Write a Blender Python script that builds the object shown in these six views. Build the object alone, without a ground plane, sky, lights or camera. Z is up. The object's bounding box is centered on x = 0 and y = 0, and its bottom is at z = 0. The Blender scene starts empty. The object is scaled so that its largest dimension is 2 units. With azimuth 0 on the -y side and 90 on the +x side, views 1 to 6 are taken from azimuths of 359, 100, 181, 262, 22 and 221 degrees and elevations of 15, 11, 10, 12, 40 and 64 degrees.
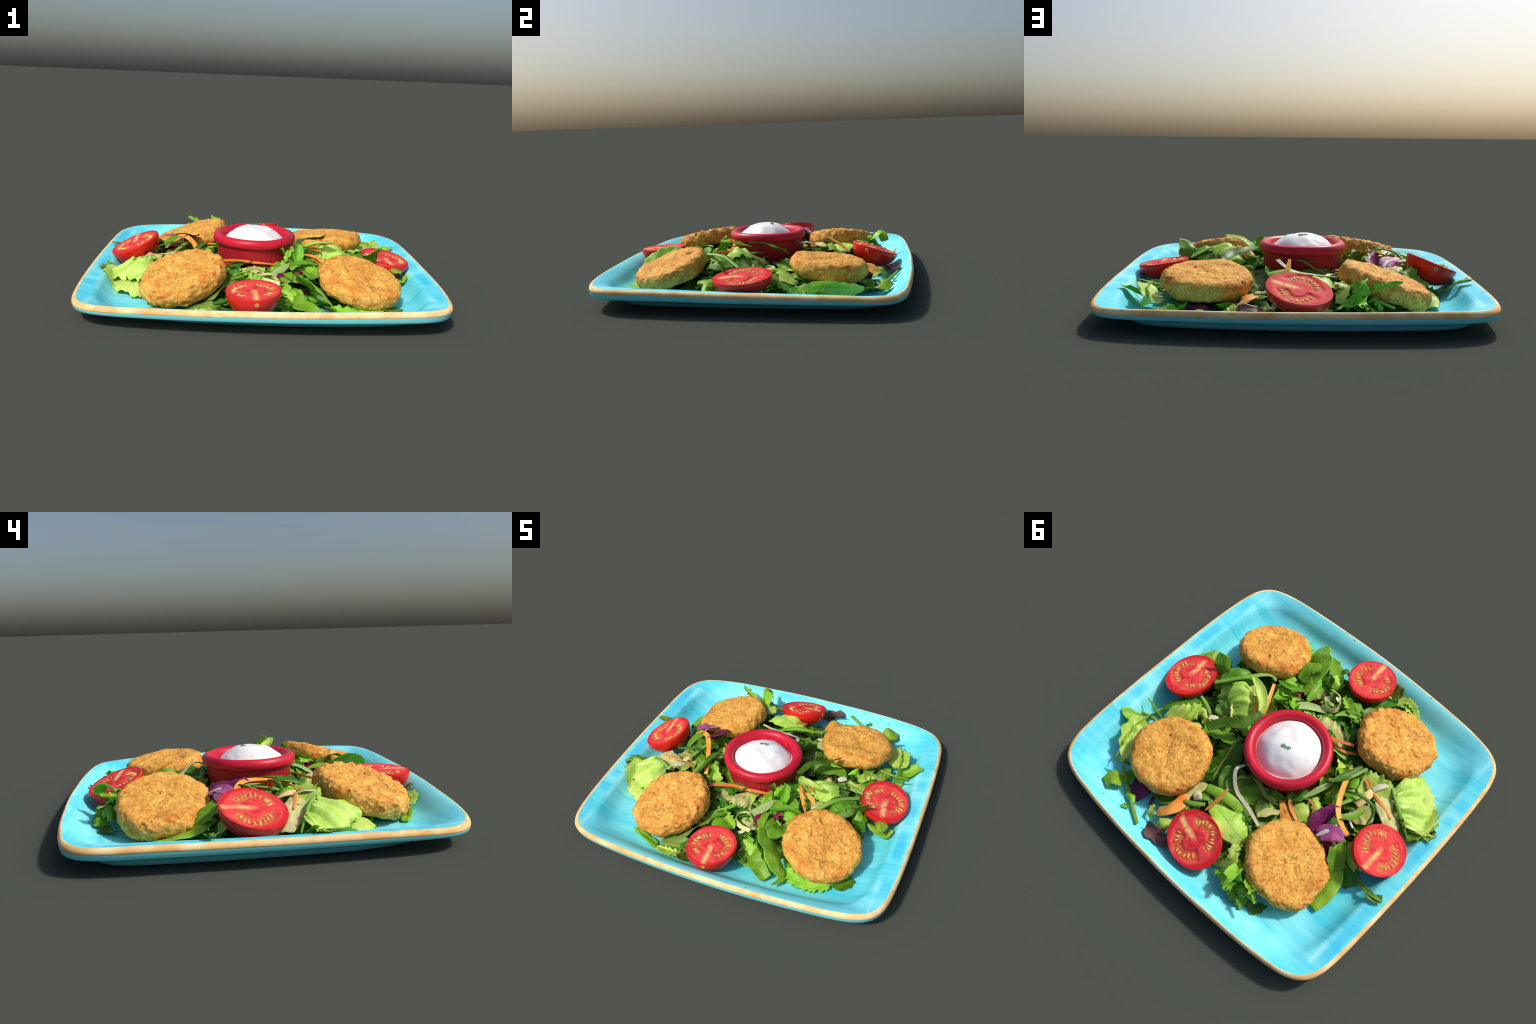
# A square turquoise plate with a salad: four fried patties, four halved tomatoes
# and a small red sauce bowl of white dip on a bed of mixed leaves.
import bpy, bmesh, math, random
from math import sin, cos, pi, sqrt, atan2, exp
from mathutils import Vector, Matrix, noise

RNG = random.Random(11)

PLATE_DEEP = (80, 214, 230)
PLATE_PALE = (150, 244, 248)
PLATE_POOL = (20, 188, 236)
PLATE_CREST = (188, 246, 250)
PLATE_UNDER = (112, 222, 236)
PLATE_UNDER2 = (128, 234, 244)
PATTY_DARK = (208, 140, 52)
PATTY_LIGHT = (246, 192, 92)
PATTY_TOAST = (204, 114, 38)
TOM_SKIN = (206, 26, 22)
TOM_SKIN2 = (228, 48, 30)
BED_X, BED_Y = 0.66, 0.67
COL = bpy.context.scene.collection


# ------------------------------------------------------------------ helpers
def lin(r, g, b):
    f = lambda c: c / 12.92 if c <= 0.04045 else ((c + 0.055) / 1.055) ** 2.4
    return (f(r / 255), f(g / 255), f(b / 255), 1.0)


def smooth(a, b, x):
    t = min(1.0, max(0.0, (x - a) / (b - a)))
    return t * t * (3 - 2 * t)


def fbm(p, scale, oct=3):
    p = Vector(p) * scale
    s, a, n = 0.0, 1.0, 0.0
    for _ in range(oct):
        s += a * noise.noise(p)
        n += a
        a *= 0.5
        p = p * 2.03 + Vector((3.1, 1.7, 5.3))
    return s / n


def make_obj(name, verts, faces, mats, parent=None, face_mat=None, shade=True, world=None):
    me = bpy.data.meshes.new(name)
    me.from_pydata(verts, [], faces)
    for m in mats:
        me.materials.append(m)
    if face_mat:
        me.polygons.foreach_set("material_index", face_mat)
    if shade:
        me.polygons.foreach_set("use_smooth", [True] * len(me.polygons))
    me.validate()
    me.update()
    ob = bpy.data.objects.new(name, me)
    COL.objects.link(ob)
    if parent:
        ob.parent = parent
    if world is not None:
        ob.matrix_local = world
    return ob


def empty(name, label, category, loc=(0, 0, 0), rot=None):
    ob = bpy.data.objects.new(name, None)
    ob.empty_display_size = 0.1
    COL.objects.link(ob)
    ob.matrix_world = Matrix.Translation(loc) @ (rot if rot is not None else Matrix.Identity(4))
    ob["label"] = label
    ob["category"] = category
    return ob


def flip_if_needed(ob):
    bm = bmesh.new()
    bm.from_mesh(ob.data)
    bmesh.ops.recalc_face_normals(bm, faces=bm.faces)
    bm.to_mesh(ob.data)
    bm.free()


def loft(rings, close_first=None, close_last=None):
    """rings of equal length (closed loops) -> verts, faces; optional end points."""
    n = len(rings[0])
    v = [p for r in rings for p in r]
    f = []
    for i in range(len(rings) - 1):
        for j in range(n):
            k = (j + 1) % n
            f.append((i * n + j, i * n + k, (i + 1) * n + k, (i + 1) * n + j))
    if close_first is not None:
        v.append(close_first)
        c = len(v) - 1
        f += [(c, (j + 1) % n, j) for j in range(n)]
    if close_last is not None:
        v.append(close_last)
        c = len(v) - 1
        o = (len(rings) - 1) * n
        f += [(c, o + j, o + (j + 1) % n) for j in range(n)]
    return v, f


# ------------------------------------------------------------------ node materials
class Mat:
    def __init__(self, name, rough=0.5, spec=0.4):
        self.m = bpy.data.materials.new(name)
        self.m.use_nodes = True
        self.t = self.m.node_tree
        self.b = self.t.nodes["Principled BSDF"]
        self.b.inputs["Roughness"].default_value = rough
        self.b.inputs["Specular IOR Level"].default_value = spec
        self.co = None

    def n(self, kind, **k):
        x = self.t.nodes.new(kind)
        for a, v in k.items():
            setattr(x, a, v)
        return x

    def link(self, a, b):
        self.t.links.new(a, b)

    def put(self, sock, v):
        if hasattr(v, "links"):
            self.link(v, sock)
        else:
            sock.default_value = v

    def coords(self):
        if self.co is None:
            self.co = self.n("ShaderNodeTexCoord").outputs["Object"]
        return self.co

    def mapped(self, scale=(1, 1, 1), loc=(0, 0, 0), rot=(0, 0, 0), jitter=False):
        mp = self.n("ShaderNodeMapping")
        self.link(self.coords(), mp.inputs["Vector"])
        mp.inputs["Scale"].default_value = scale
        mp.inputs["Location"].default_value = loc
        mp.inputs["Rotation"].default_value = rot
        out = mp.outputs["Vector"]
        if jitter:
            oi = self.n("ShaderNodeObjectInfo")
            mu = self.math("MULTIPLY", oi.outputs["Random"], 37.0)
            ad = self.n("ShaderNodeVectorMath", operation="ADD")
            self.link(out, ad.inputs[0])
            self.link(mu, ad.inputs[1])
            out = ad.outputs[0]
        return out

    def noise(self, scale, detail=3.0, vec=None, rough=0.55, dist=0.0):
        x = self.n("ShaderNodeTexNoise")
        x.inputs["Scale"].default_value = scale
        x.inputs["Detail"].default_value = detail
        x.inputs["Roughness"].default_value = rough
        x.inputs["Distortion"].default_value = dist
        self.link(vec if vec is not None else self.coords(), x.inputs["Vector"])
        return x.outputs["Fac"]

    def voronoi(self, scale, vec=None, feature="F1", out="Distance", rnd=1.0):
        x = self.n("ShaderNodeTexVoronoi", feature=feature)
        x.inputs["Scale"].default_value = scale
        x.inputs["Randomness"].default_value = rnd
        self.link(vec if vec is not None else self.coords(), x.inputs["Vector"])
        return x.outputs[out]

    def math(self, op, a, b=0.0, c=0.0, clamp=False):
        x = self.n("ShaderNodeMath", operation=op, use_clamp=clamp)
        for s, v in zip(x.inputs, (a, b, c)):
            self.put(s, v)
        return x.outputs[0]

    def step(self, a, b, v):
        x = self.n("ShaderNodeMapRange", interpolation_type="SMOOTHSTEP")
        self.put(x.inputs["Value"], v)
        x.inputs["From Min"].default_value = a
        x.inputs["From Max"].default_value = b
        return x.outputs["Result"]

    def mix(self, fac, a, b, mode="MIX"):
        x = self.n("ShaderNodeMix", data_type="RGBA", blend_type=mode)
        self.put(x.inputs[0], fac)
        self.put(x.inputs[6], a)
        self.put(x.inputs[7], b)
        return x.outputs[2]

    def xyz(self):
        x = self.n("ShaderNodeSeparateXYZ")
        self.link(self.coords(), x.inputs[0])
        return x.outputs[0], x.outputs[1], x.outputs[2]

    def color(self, c):
        self.put(self.b.inputs["Base Color"], c)
        return self

    def bump(self, h, strength=0.3, dist=0.01):
        x = self.n("ShaderNodeBump")
        x.inputs["Strength"].default_value = strength
        x.inputs["Distance"].default_value = dist
        self.link(h, x.inputs["Height"])
        self.link(x.outputs["Normal"], self.b.inputs["Normal"])
        return self

    def translucent(self, col, amount=0.3):
        tr = self.n("ShaderNodeBsdfTranslucent")
        self.put(tr.inputs["Color"], col)
        mx = self.n("ShaderNodeMixShader")
        mx.inputs[0].default_value = amount
        out = self.t.nodes["Material Output"]
        self.link(self.b.outputs[0], mx.inputs[1])
        self.link(tr.outputs[0], mx.inputs[2])
        self.link(mx.outputs[0], out.inputs["Surface"])
        return self


# ------------------------------------------------------------------ plate
def glaze_material():
    m = Mat("turquoise_glaze", rough=0.55, spec=0.25)
    x, y, z = m.xyz()
    ax, ay = m.math("ABSOLUTE", x), m.math("ABSOLUTE", y)
    stroke = m.noise(1.0, 4, m.mapped((2.2, 34, 2)))
    cloud = m.noise(2.6, 3, m.mapped((1, 1.6, 1), (4, 2, 0)))
    tone = m.math("ADD", m.math("MULTIPLY", stroke, 0.34), m.math("MULTIPLY", cloud, 0.66))
    base = m.mix(m.step(0.30, 0.66, tone), lin(*PLATE_DEEP), lin(*PLATE_PALE))
    # deeper pooled glaze on the lips along the x sides, broken up in bands
    lip = m.math("MULTIPLY", m.step(0.895, 0.915, ax), m.math("SUBTRACT", 1.0, m.step(0.945, 0.968, ax)))
    bands = m.noise(1.0, 2, m.mapped((1, 4.2, 1), (0, 7, 0)))
    lip = m.math("MULTIPLY", lip, m.step(0.40, 0.60, bands))
    base = m.mix(m.math("MULTIPLY", lip, 0.6), base, lin(*PLATE_POOL))
    # the brushed panels end in a thin darker edge at |y| = 0.45
    panel = m.step(0.447, 0.453, ay)
    line = m.math("SUBTRACT", 1.0, m.step(0.0, 0.014, m.math("ABSOLUTE", m.math("SUBTRACT", ay, 0.452))))
    far = m.step(0.55, 0.75, ax)
    base = m.mix(m.math("MULTIPLY", m.math("MULTIPLY", panel, far), 0.22), base, lin(*PLATE_POOL))
    base = m.mix(m.math("MULTIPLY", m.math("MULTIPLY", line, far), 0.35), base, lin(*PLATE_POOL))
    # pale line along the ledge crest
    crest = m.math("MULTIPLY", m.step(0.868, 0.880, ax), m.math("SUBTRACT", 1.0, m.step(0.886, 0.9, ax)))
    base = m.mix(m.math("MULTIPLY", m.math("MULTIPLY", crest, m.step(0.42, 0.62, cloud)), 0.45), base, lin(*PLATE_CREST))
    # sparse dark pinholes
    pin = m.voronoi(9.0)
    rare = m.noise(23.0, 1)
    pin = m.math("MULTIPLY", m.math("LESS_THAN", pin, 0.045), m.math("GREATER_THAN", rare, 0.52))
    base = m.mix(m.math("MULTIPLY", pin, 0.8), base, lin(40, 75, 80))
    m.color(base)
    return m.m


def underside_material():
    m = Mat("turquoise_underside", rough=0.6, spec=0.2)
    t = m.noise(3.0, 3)
    m.color(m.mix(t, lin(*PLATE_UNDER), lin(*PLATE_UNDER2)))
    return m.m


def clay_material():
    m = Mat("bare_clay_rim", rough=0.75, spec=0.2)
    t = m.noise(7.0, 4)
    c = m.mix(m.step(0.35, 0.65, t), lin(232, 184, 118), lin(252, 224, 170))  # second tone brightened to cream, painting the rim's highlights into the clay
    worn = m.noise(16.0, 4, m.mapped((1, 1, 5), (3, 0, 0)))
    c = m.mix(m.math("MULTIPLY", m.step(0.62, 0.72, worn), 0.6), c, lin(176, 118, 66))
    m.color(c)
    return m.m


def plate_ring(a, b, zx, zy, n=160, left=1.0, bow=0.074, well=0.0, foot=False):
    """one closed contour of the plate: a squarish loop with gently bowed sides.
    left stretches the -x half, zx / zy are the heights on the x and y sides."""
    out = []
    for i in range(n):
        t = 2 * pi * i / n
        t = t + 0.12 * sin(4 * t)
        c, s = cos(t), sin(t)
        r = (abs(c) ** 11.5 + abs(s) ** 11.5) ** (-1 / 11.5)
        x, y = r * c, r * s
        gx = x * (1 - 0.028 * y * y)
        gy = y * (1 - bow * x * x)
        if x < 0:
            gx *= left
        if foot:
            gy *= 1.035 if y > 0 else 1.0
            k = smooth(0.4, 1.0, min(-x, -y))
            gx, gy = gx * (1 - 0.06 * k), gy * (1 - 0.03 * k)
        w = smooth(-0.10, 0.10, abs(x) - abs(y))
        z = zx * w + zy * (1 - w)
        corner = smooth(0.55, 1.0, min(abs(x), abs(y)))
        z -= 0.006 * corner * smooth(0.055, 0.10, z)
        # slight warp: two opposite corners stand higher than the other two
        z -= 0.010 * x * y * smooth(0.055, 0.10, z) + ((0.012 if x > 0 else 0.007) if y * x < 0 else 0.010 if x > 0 else 0.001) * x * y * well
        if y < 0:
            z -= 0.010 * well * (1 - w) * (1 - smooth(0.5, 0.9, abs(x)))
        # the rim sags a little towards one corner
        z -= (0.0045 * (1 - x) + 0.003 * (1 + y)) * smooth(0.055, 0.10, z)
        wob = 0.0022 * noise.noise(Vector((x * 2.3, y * 2.3, 4.0)))
        out.append((gx * a * (1 + wob), gy * b * (1 + wob), z + wob))
    return out


def build_plate():
    root = empty("square_plate", "square turquoise glazed ceramic plate with tan clay rim", "plate")
    R = lambda *k, **q: plate_ring(*k, **q)
    F = 1.07
    under = [R(.30, .30, .010, .010), R(.70, .68, .008, .008, left=F), R(.75, .71, .002, .002, left=F, foot=True), R(.805, .770, .002, .002, left=F, foot=True),
             R(.820, .786, .008, .008, left=F, foot=True), R(.838, .806, .027, .027, left=1.06, foot=True), R(.87, .835, .046, .046, left=1.04), R(.93, .884, .063, .063, left=1.02),
             R(.972, .920, .074, .074, left=1.005), R(.990, .936, .080, .080), R(.997, .942, .088, .088), R(.999, .943, .109, .109)]
    rim = [under[-1], R(1.0005, .9445, .1115, .1115), R(1.001, .945, .116, .116), R(.9995, .9435, .123, .123),
           R(.995, .940, .1295, .1315), R(.988, .934, .1335, .137), R(.984, .931, .135, .1385), R(.980, .928, .1348, .1382)]
    inner = [rim[-1], R(.968, .918, .133, .136), R(.945, .898, .128, .128), R(.915, .876, .123, .114, well=.2), R(.895, .858, .119, .101, well=.4),
             R(.882, .845, .108, .084, well=.6), R(.868, .830, .085, .068, well=.8), R(.852, .812, .060, .054, well=1.), R(.832, .785, .041, .041, well=1.),
             R(.80, .735, .029, .034, well=1.), R(.72, .65, .025, .028, well=.7), R(.58, .52, .025, .026, well=.35), R(.35, .33, .024, .024), R(.12, .12, .024, .024)]
    v, f = loft(under, close_first=(0, 0, .008))
    flip_if_needed(make_obj("plate_underside", v, f, [underside_material()], root))
    v, f = loft(rim)
    o = make_obj("plate_rim", v, f, [clay_material()], root)
    v, f = loft(inner, close_last=(0, 0, .024))
    o2 = make_obj("plate_well", v, f, [glaze_material()], root)
    for ob in (o, o2):
        bm = bmesh.new(); bm.from_mesh(ob.data)
        bmesh.ops.recalc_face_normals(bm, faces=bm.faces)
        up = sum(fc.normal.z * fc.calc_area() for fc in bm.faces)
        if up < 0:
            bmesh.ops.reverse_faces(bm, faces=bm.faces)
        bm.to_mesh(ob.data); bm.free()


def floor_z(x, y):
    """height of the plate well under a point"""
    fx = 0.026 + 0.090 * smooth(0.79, 0.89, abs(x))
    fy = 0.026 + 0.010 * smooth(0.50, 0.735, abs(y)) + 0.072 * smooth(0.75, 0.88, abs(y))
    return max(fx, fy) + 0.004 + 0.017 * max(0.0, -x * y)


# ------------------------------------------------------------------ sauce bowl
BOWL = Vector((-0.043, 0.0, 0.0))


def build_bowl():
    root = empty("sauce_bowl", "small round red fluted ramekin filled with white dip", "bowl", BOWL)
    m = Mat("red_glaze", rough=0.38, spec=0.35)
    t = m.noise(5.0, 4, m.mapped((1, 1, 5)))
    c = m.mix(m.step(0.3, 0.7, t), lin(186, 22, 46), lin(212, 34, 60))
    s = m.noise(26.0, 3, m.mapped((1, 1, 2.5)))
    c = m.mix(m.math("MULTIPLY", m.step(0.60, 0.75, s), 0.35), c, lin(226, 84, 104))
    m.color(c)
    m2 = Mat("red_glaze_wall", rough=0.4, spec=0.35)
    t = m2.noise(6.0, 4, m2.mapped((1, 1, 3)))
    m2.color(m2.mix(t, lin(150, 24, 38), lin(186, 36, 50)))  # darker than the rim's red: shade below the overhang baked into the colour

    N = 264
    # fluted outer wall
    rings = []
    for z, r, fl in [(.034, .170, 0), (.040, .192, .0), (.052, .199, .4), (.09, .205, 1), (.14, .212, 1), (.19, .218, 1), (.228, .222, 1), (.240, .224, .3), (.252, .225, 0)]:
        if r == 0:
            continue
        ring = []
        for i in range(N):
            t = 2 * pi * i / N
            k = r + fl * 0.0032 * (abs(cos(t * 22)) ** 0.7 * 1.2 - .6)
            ring.append((k * cos(t), k * sin(t), z))
        rings.append(ring)
    v, f = loft(rings, close_first=(0, 0, .034))
    flip_if_needed(make_obj("bowl_wall", v, f, [m2.m], root))
    # rounded rim and inner wall
    prof = [(.2245, .2515), (.234, .2525), (.241, .257), (.2462, .266), (.2475, .277), (.2455, .289), (.240, .299), (.231, .3055), (.220, .308),
            (.209, .305), (.199, .299), (.192, .290), (.188, .278), (.1850, .262), (.181, .24), (.176, .18), (.165, .10)]
    rings = []
    for r, z in prof:
        ring = []
        for i in range(96):
            t = 2 * pi * i / 96
            w = 1 + 0.006 * noise.noise(Vector((cos(t) * 1.6, sin(t) * 1.6, 2)))
            ring.append((r * w * cos(t), r * w * sin(t), z + 0.003 * noise.noise(Vector((cos(t) * 1.3, sin(t) * 1.3, 9)))))
        rings.append(ring)
    v, f = loft(rings)
    o = make_obj("bowl_rim", v, f, [m.m], root)
    # dip: spooned dome with folds
    w = Mat("white_dip", rough=0.45, spec=0.4)
    t = w.noise(9.0, 3)
    c = w.mix(t, lin(236, 235, 234), lin(246, 245, 244))
    sp = w.math("LESS_THAN", w.voronoi(26.0), 0.07)
    sp = w.math("MULTIPLY", sp, w.math("GREATER_THAN", w.noise(19.0, 1, w.mapped(loc=(5, 1, 2))), 0.56))
    c = w.mix(w.math("MULTIPLY", sp, 0.35), c, lin(120, 120, 120))
    w.color(c)
    w.b.inputs["Subsurface Weight"].default_value = 0.05
    w.b.inputs["Subsurface Radius"].default_value = (0.02, 0.015, 0.012)
    rings = []
    for i in range(48, 0, -1):
        u = i / 48
        ring = []
        for j in range(128):
            t = 2 * pi * j / 128
            r = 0.1835 * u
            x, y = r * cos(t), r * sin(t)
            ax, ay = x - 0.002, y + 0.010       # the mound leans to one side of the bowl
            rim = 0.183 * (1 + 0.04 * noise.noise(Vector((cos(t) * 1.2, sin(t) * 1.2, 3.0))))
            q = sqrt(ax * ax + ay * ay) / rim
            z = 0.256 + 0.084 * max(0.0, 1 - min(q, 1.0) ** 2.9) ** 0.90
            z -= 0.010 * smooth(0.06, 0.17, y)
            # folds wound round the flank by the spoon
            ph = 5.0 * q + 0.5 * sin(t + 0.7) + 2.2 * noise.noise(Vector((x * 9, y * 9, 1.0)))
            fold = abs(((ph / 2.2) % 1.0) - 0.5) * 2
            z += 0.0060 * (fold - 0.5) * (0.5 + noise.noise(Vector((x * 7, y * 7, 6.0)))) * smooth(0.35, 0.7, q) * (1 - smooth(0.97, 1.05, q))
            z += 0.016 * fbm((x, y, 0.3), 8, 2)
            z += 0.003 * exp(-((x + .005) ** 2 + (y - .03) ** 2) / .003)
            ring.append((x, y, z))
        rings.append(ring)
    v, f = loft(rings, close_last=(0, 0, 0.340))
    o = make_obj("white_dip", v, f, [w.m], root)
    flip_if_needed(o)
    # herb flecks on the summit
    h = Mat("herb_green", rough=0.7)
    h.color(lin(104, 148, 122))
    vv, ff = [], []
    for (px, py, s) in [(-.020, .024, .0125), (.012, .030, .0115), (-.004, .031, .008)]:
        b = len(vv)
        zc = 0.3465
        for dx, dy, dz in [(-1, -.4, 0), (-.2, -.9, .2), (.9, -.3, 0), (.6, .7, .1), (-.5, .8, 0)]:
            vv.append((px + dx * s, py + dy * s, zc + dz * .004))
        for dx, dy in [(-1, -.4), (-.2, -.9), (.9, -.3), (.6, .7), (-.5, .8)]:
            vv.append((px + dx * s, py + dy * s, zc - .008))
        ff.append(tuple(range(b, b + 5)))
        ff += [(b + i, b + (i + 1) % 5, b + 5 + (i + 1) % 5, b + 5 + i) for i in range(5)]
    flip_if_needed(make_obj("herb_fleck", vv, ff, [h.m], root, shade=False))


# ------------------------------------------------------------------ frames
def frame(tx, ty, along=None):
    n = Vector((tx, ty, 1)).normalized()
    if along is None:
        u = Vector((0, 1, 0)).cross(n).normalized()
        v = n.cross(u)
    else:
        v = (along - n * along.dot(n)).normalized()
        u = v.cross(n)
    return Matrix((u, v, n)).transposed().to_4x4()


# ------------------------------------------------------------------ patties
def patty_material(name, coarse):
    m = Mat(name, rough=0.72, spec=0.25)
    x, y, z = m.xyz()
    big = m.noise(11.0, 4, m.mapped(jitter=True))
    fine = m.noise(30.0, 5, m.mapped(jitter=True), rough=0.62, dist=1.6)
    flow = m.noise(44.0, 3, m.mapped((1, 0.55, 1), rot=(0, 0, .6), jitter=True), dist=2.2)
    tone = m.math("ADD", m.math("MULTIPLY", big, 0.35), m.math("ADD", m.math("MULTIPLY", fine, 0.35), m.math("MULTIPLY", flow, 0.30)))
    c = m.mix(m.step(0.36, 0.62, tone), lin(*PATTY_DARK), lin(*PATTY_LIGHT))
    c = m.mix(m.math("MULTIPLY", m.step(0.54, 0.66, flow), 0.45 + 0.35 * coarse), c, lin(252, 204, 116))
    crack = m.noise(40.0, 3, m.mapped((1, 0.7, 1), loc=(4, 4, 1), rot=(0, 0, 1.1), jitter=True), dist=1.8)
    crack = m.math("ABSOLUTE", m.math("SUBTRACT", crack, 0.5))
    c = m.mix(m.math("MULTIPLY", m.math("SUBTRACT", 1.0, m.step(0.008, 0.045, crack)), 0.16 + 0.36 * coarse), c, lin(182, 102, 40))
    c = m.mix(m.math("MULTIPLY", m.step(0.58, 0.70, m.noise(26.0, 3, m.mapped(loc=(3, 7, 2), jitter=True), dist=1.0)), 0.6), c, lin(178, 104, 42))
    olive = m.noise(15.0, 3, m.mapped(loc=(6, 2, 9), jitter=True))
    c = m.mix(m.math("MULTIPLY", m.step(0.54, 0.68, olive), 0.35), c, lin(176, 136, 74))
    brown = m.noise(20.0, 4, m.mapped(loc=(1, 8, 5), jitter=True), dist=0.8)
    c = m.mix(m.math("MULTIPLY", m.step(0.57, 0.68, brown), 0.5), c, lin(164, 104, 52))
    # toasted patches scattered round the edge
    r = m.math("SQRT", m.math("ADD", m.math("MULTIPLY", x, x), m.math("MULTIPLY", y, y)))
    edge = m.step(0.12, 0.21, r)
    patch = m.noise(13.0, 3, m.mapped((1, 1, 1.6), (2, 5, 1), jitter=True))
    toast = m.math("MULTIPLY", m.math("ADD", m.math("MULTIPLY", edge, 0.75), 0.15), m.step(0.50, 0.66, patch))
    c = m.mix(m.math("MULTIPLY", toast, 0.85), c, lin(*PATTY_TOAST))
    # herb and spice specks
    sp = m.voronoi(34.0, m.mapped(loc=(1, 2, 3), jitter=True))
    rare = m.noise(17.0, 2, m.mapped(loc=(8, 1, 3), jitter=True))
    sp = m.math("MULTIPLY", m.math("SUBTRACT", 1.0, m.step(0.14, 0.30, sp)), m.step(0.49, 0.57, rare))
    c = m.mix(m.math("MULTIPLY", sp, 0.6), c, lin(128, 76, 36))
    m.color(c)
    h = m.math("ADD", fine, m.math("MULTIPLY", flow, 0.8))
    m.bump(h, 0.5, 0.007)
    return m.m


def build_patty(c, tilt, r, h, ell, ang, seed, rough, label, mat, dents=()):
    ro = random.Random(seed)
    off = Vector((ro.uniform(0, 50), ro.uniform(0, 50), ro.uniform(0, 50)))
    # closed profile from top centre round to bottom centre: (radius, height)
    prof = []
    for i in range(1, 27):
        prof.append((0.76 * i / 26, 0.5 - 0.015 * (i / 26) ** 4))
    for i in range(1, 30):
        a = pi / 2 - pi * i / 29 * 0.97
        prof.append((0.76 + 0.24 * cos(a) ** 0.75 if cos(a) > 0 else 0.76, 0.5 * (0.97 if a > 0 else 1.0) * (sin(a))))
    for i in range(1, 13):
        prof.append((0.74 * (1 - i / 13), -0.5))
    N = 168
    rings = []
    for pr, pz in prof:
        ring = []
        for j in range(N):
            t = 2 * pi * j / N
            lob = 1 + ell * cos(2 * (t - ang)) + 0.05 * fbm((cos(t) * 1.3, sin(t) * 1.3, seed), 1.0, 3)
            lob += 0.010 * noise.noise(Vector((cos(t) * 4, sin(t) * 4, seed + 7.7)))
            for (da, dw, dd) in dents:
                q = atan2(sin(t - da), cos(t - da))
                lob += dd * exp(-(q / dw) ** 2)
            k = r * (1 + (lob - 1) * smooth(0.1, 0.8, pr)) * pr
            p = Vector((k * cos(t), k * sin(t), pz * h))
            nd = Vector((cos(t) * smooth(0.6, 1, pr), sin(t) * smooth(0.6, 1, pr), 1.6 * pz)).normalized()
            q = p + off
            side = smooth(0.66, 0.95, pr)
            d = -0.003 + 0.017 * fbm(q, 7, 2) + rough * 0.007 * fbm(q, 22, 2) * (0.6 + 0.4 * side) + rough * 0.0042 * fbm(q, 60, 2)
            # flakes of crumb: steps where a ridged noise crosses a level
            fl = fbm(q + Vector((9, 3, 1)), 26, 2)
            d += rough * 0.0045 * smooth(0.02, 0.10, fl)
            d += rough * 0.007 * smooth(0.24, 0.5, fbm(q + Vector((1, 9, 4)), 30, 2)) * side
            # a few pits
            d -= 0.010 * smooth(0.36, 0.6, fbm(q + Vector((5, 5, 8)), 19, 2)) * (1 - side)
            p += nd * d
            ring.append(tuple(p))
        rings.append(ring)
    v, f = loft(rings, close_first=(0, 0, 0.5 * h + 0.004), close_last=(0, 0, -0.5 * h))
    ob = make_obj("fried_patty", v, f, [mat])
    flip_if_needed(ob)
    ob.matrix_world = Matrix.Translation(c) @ frame(*tilt)
    ob["label"] = label
    ob["category"] = "fried patty"
    return ob


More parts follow.
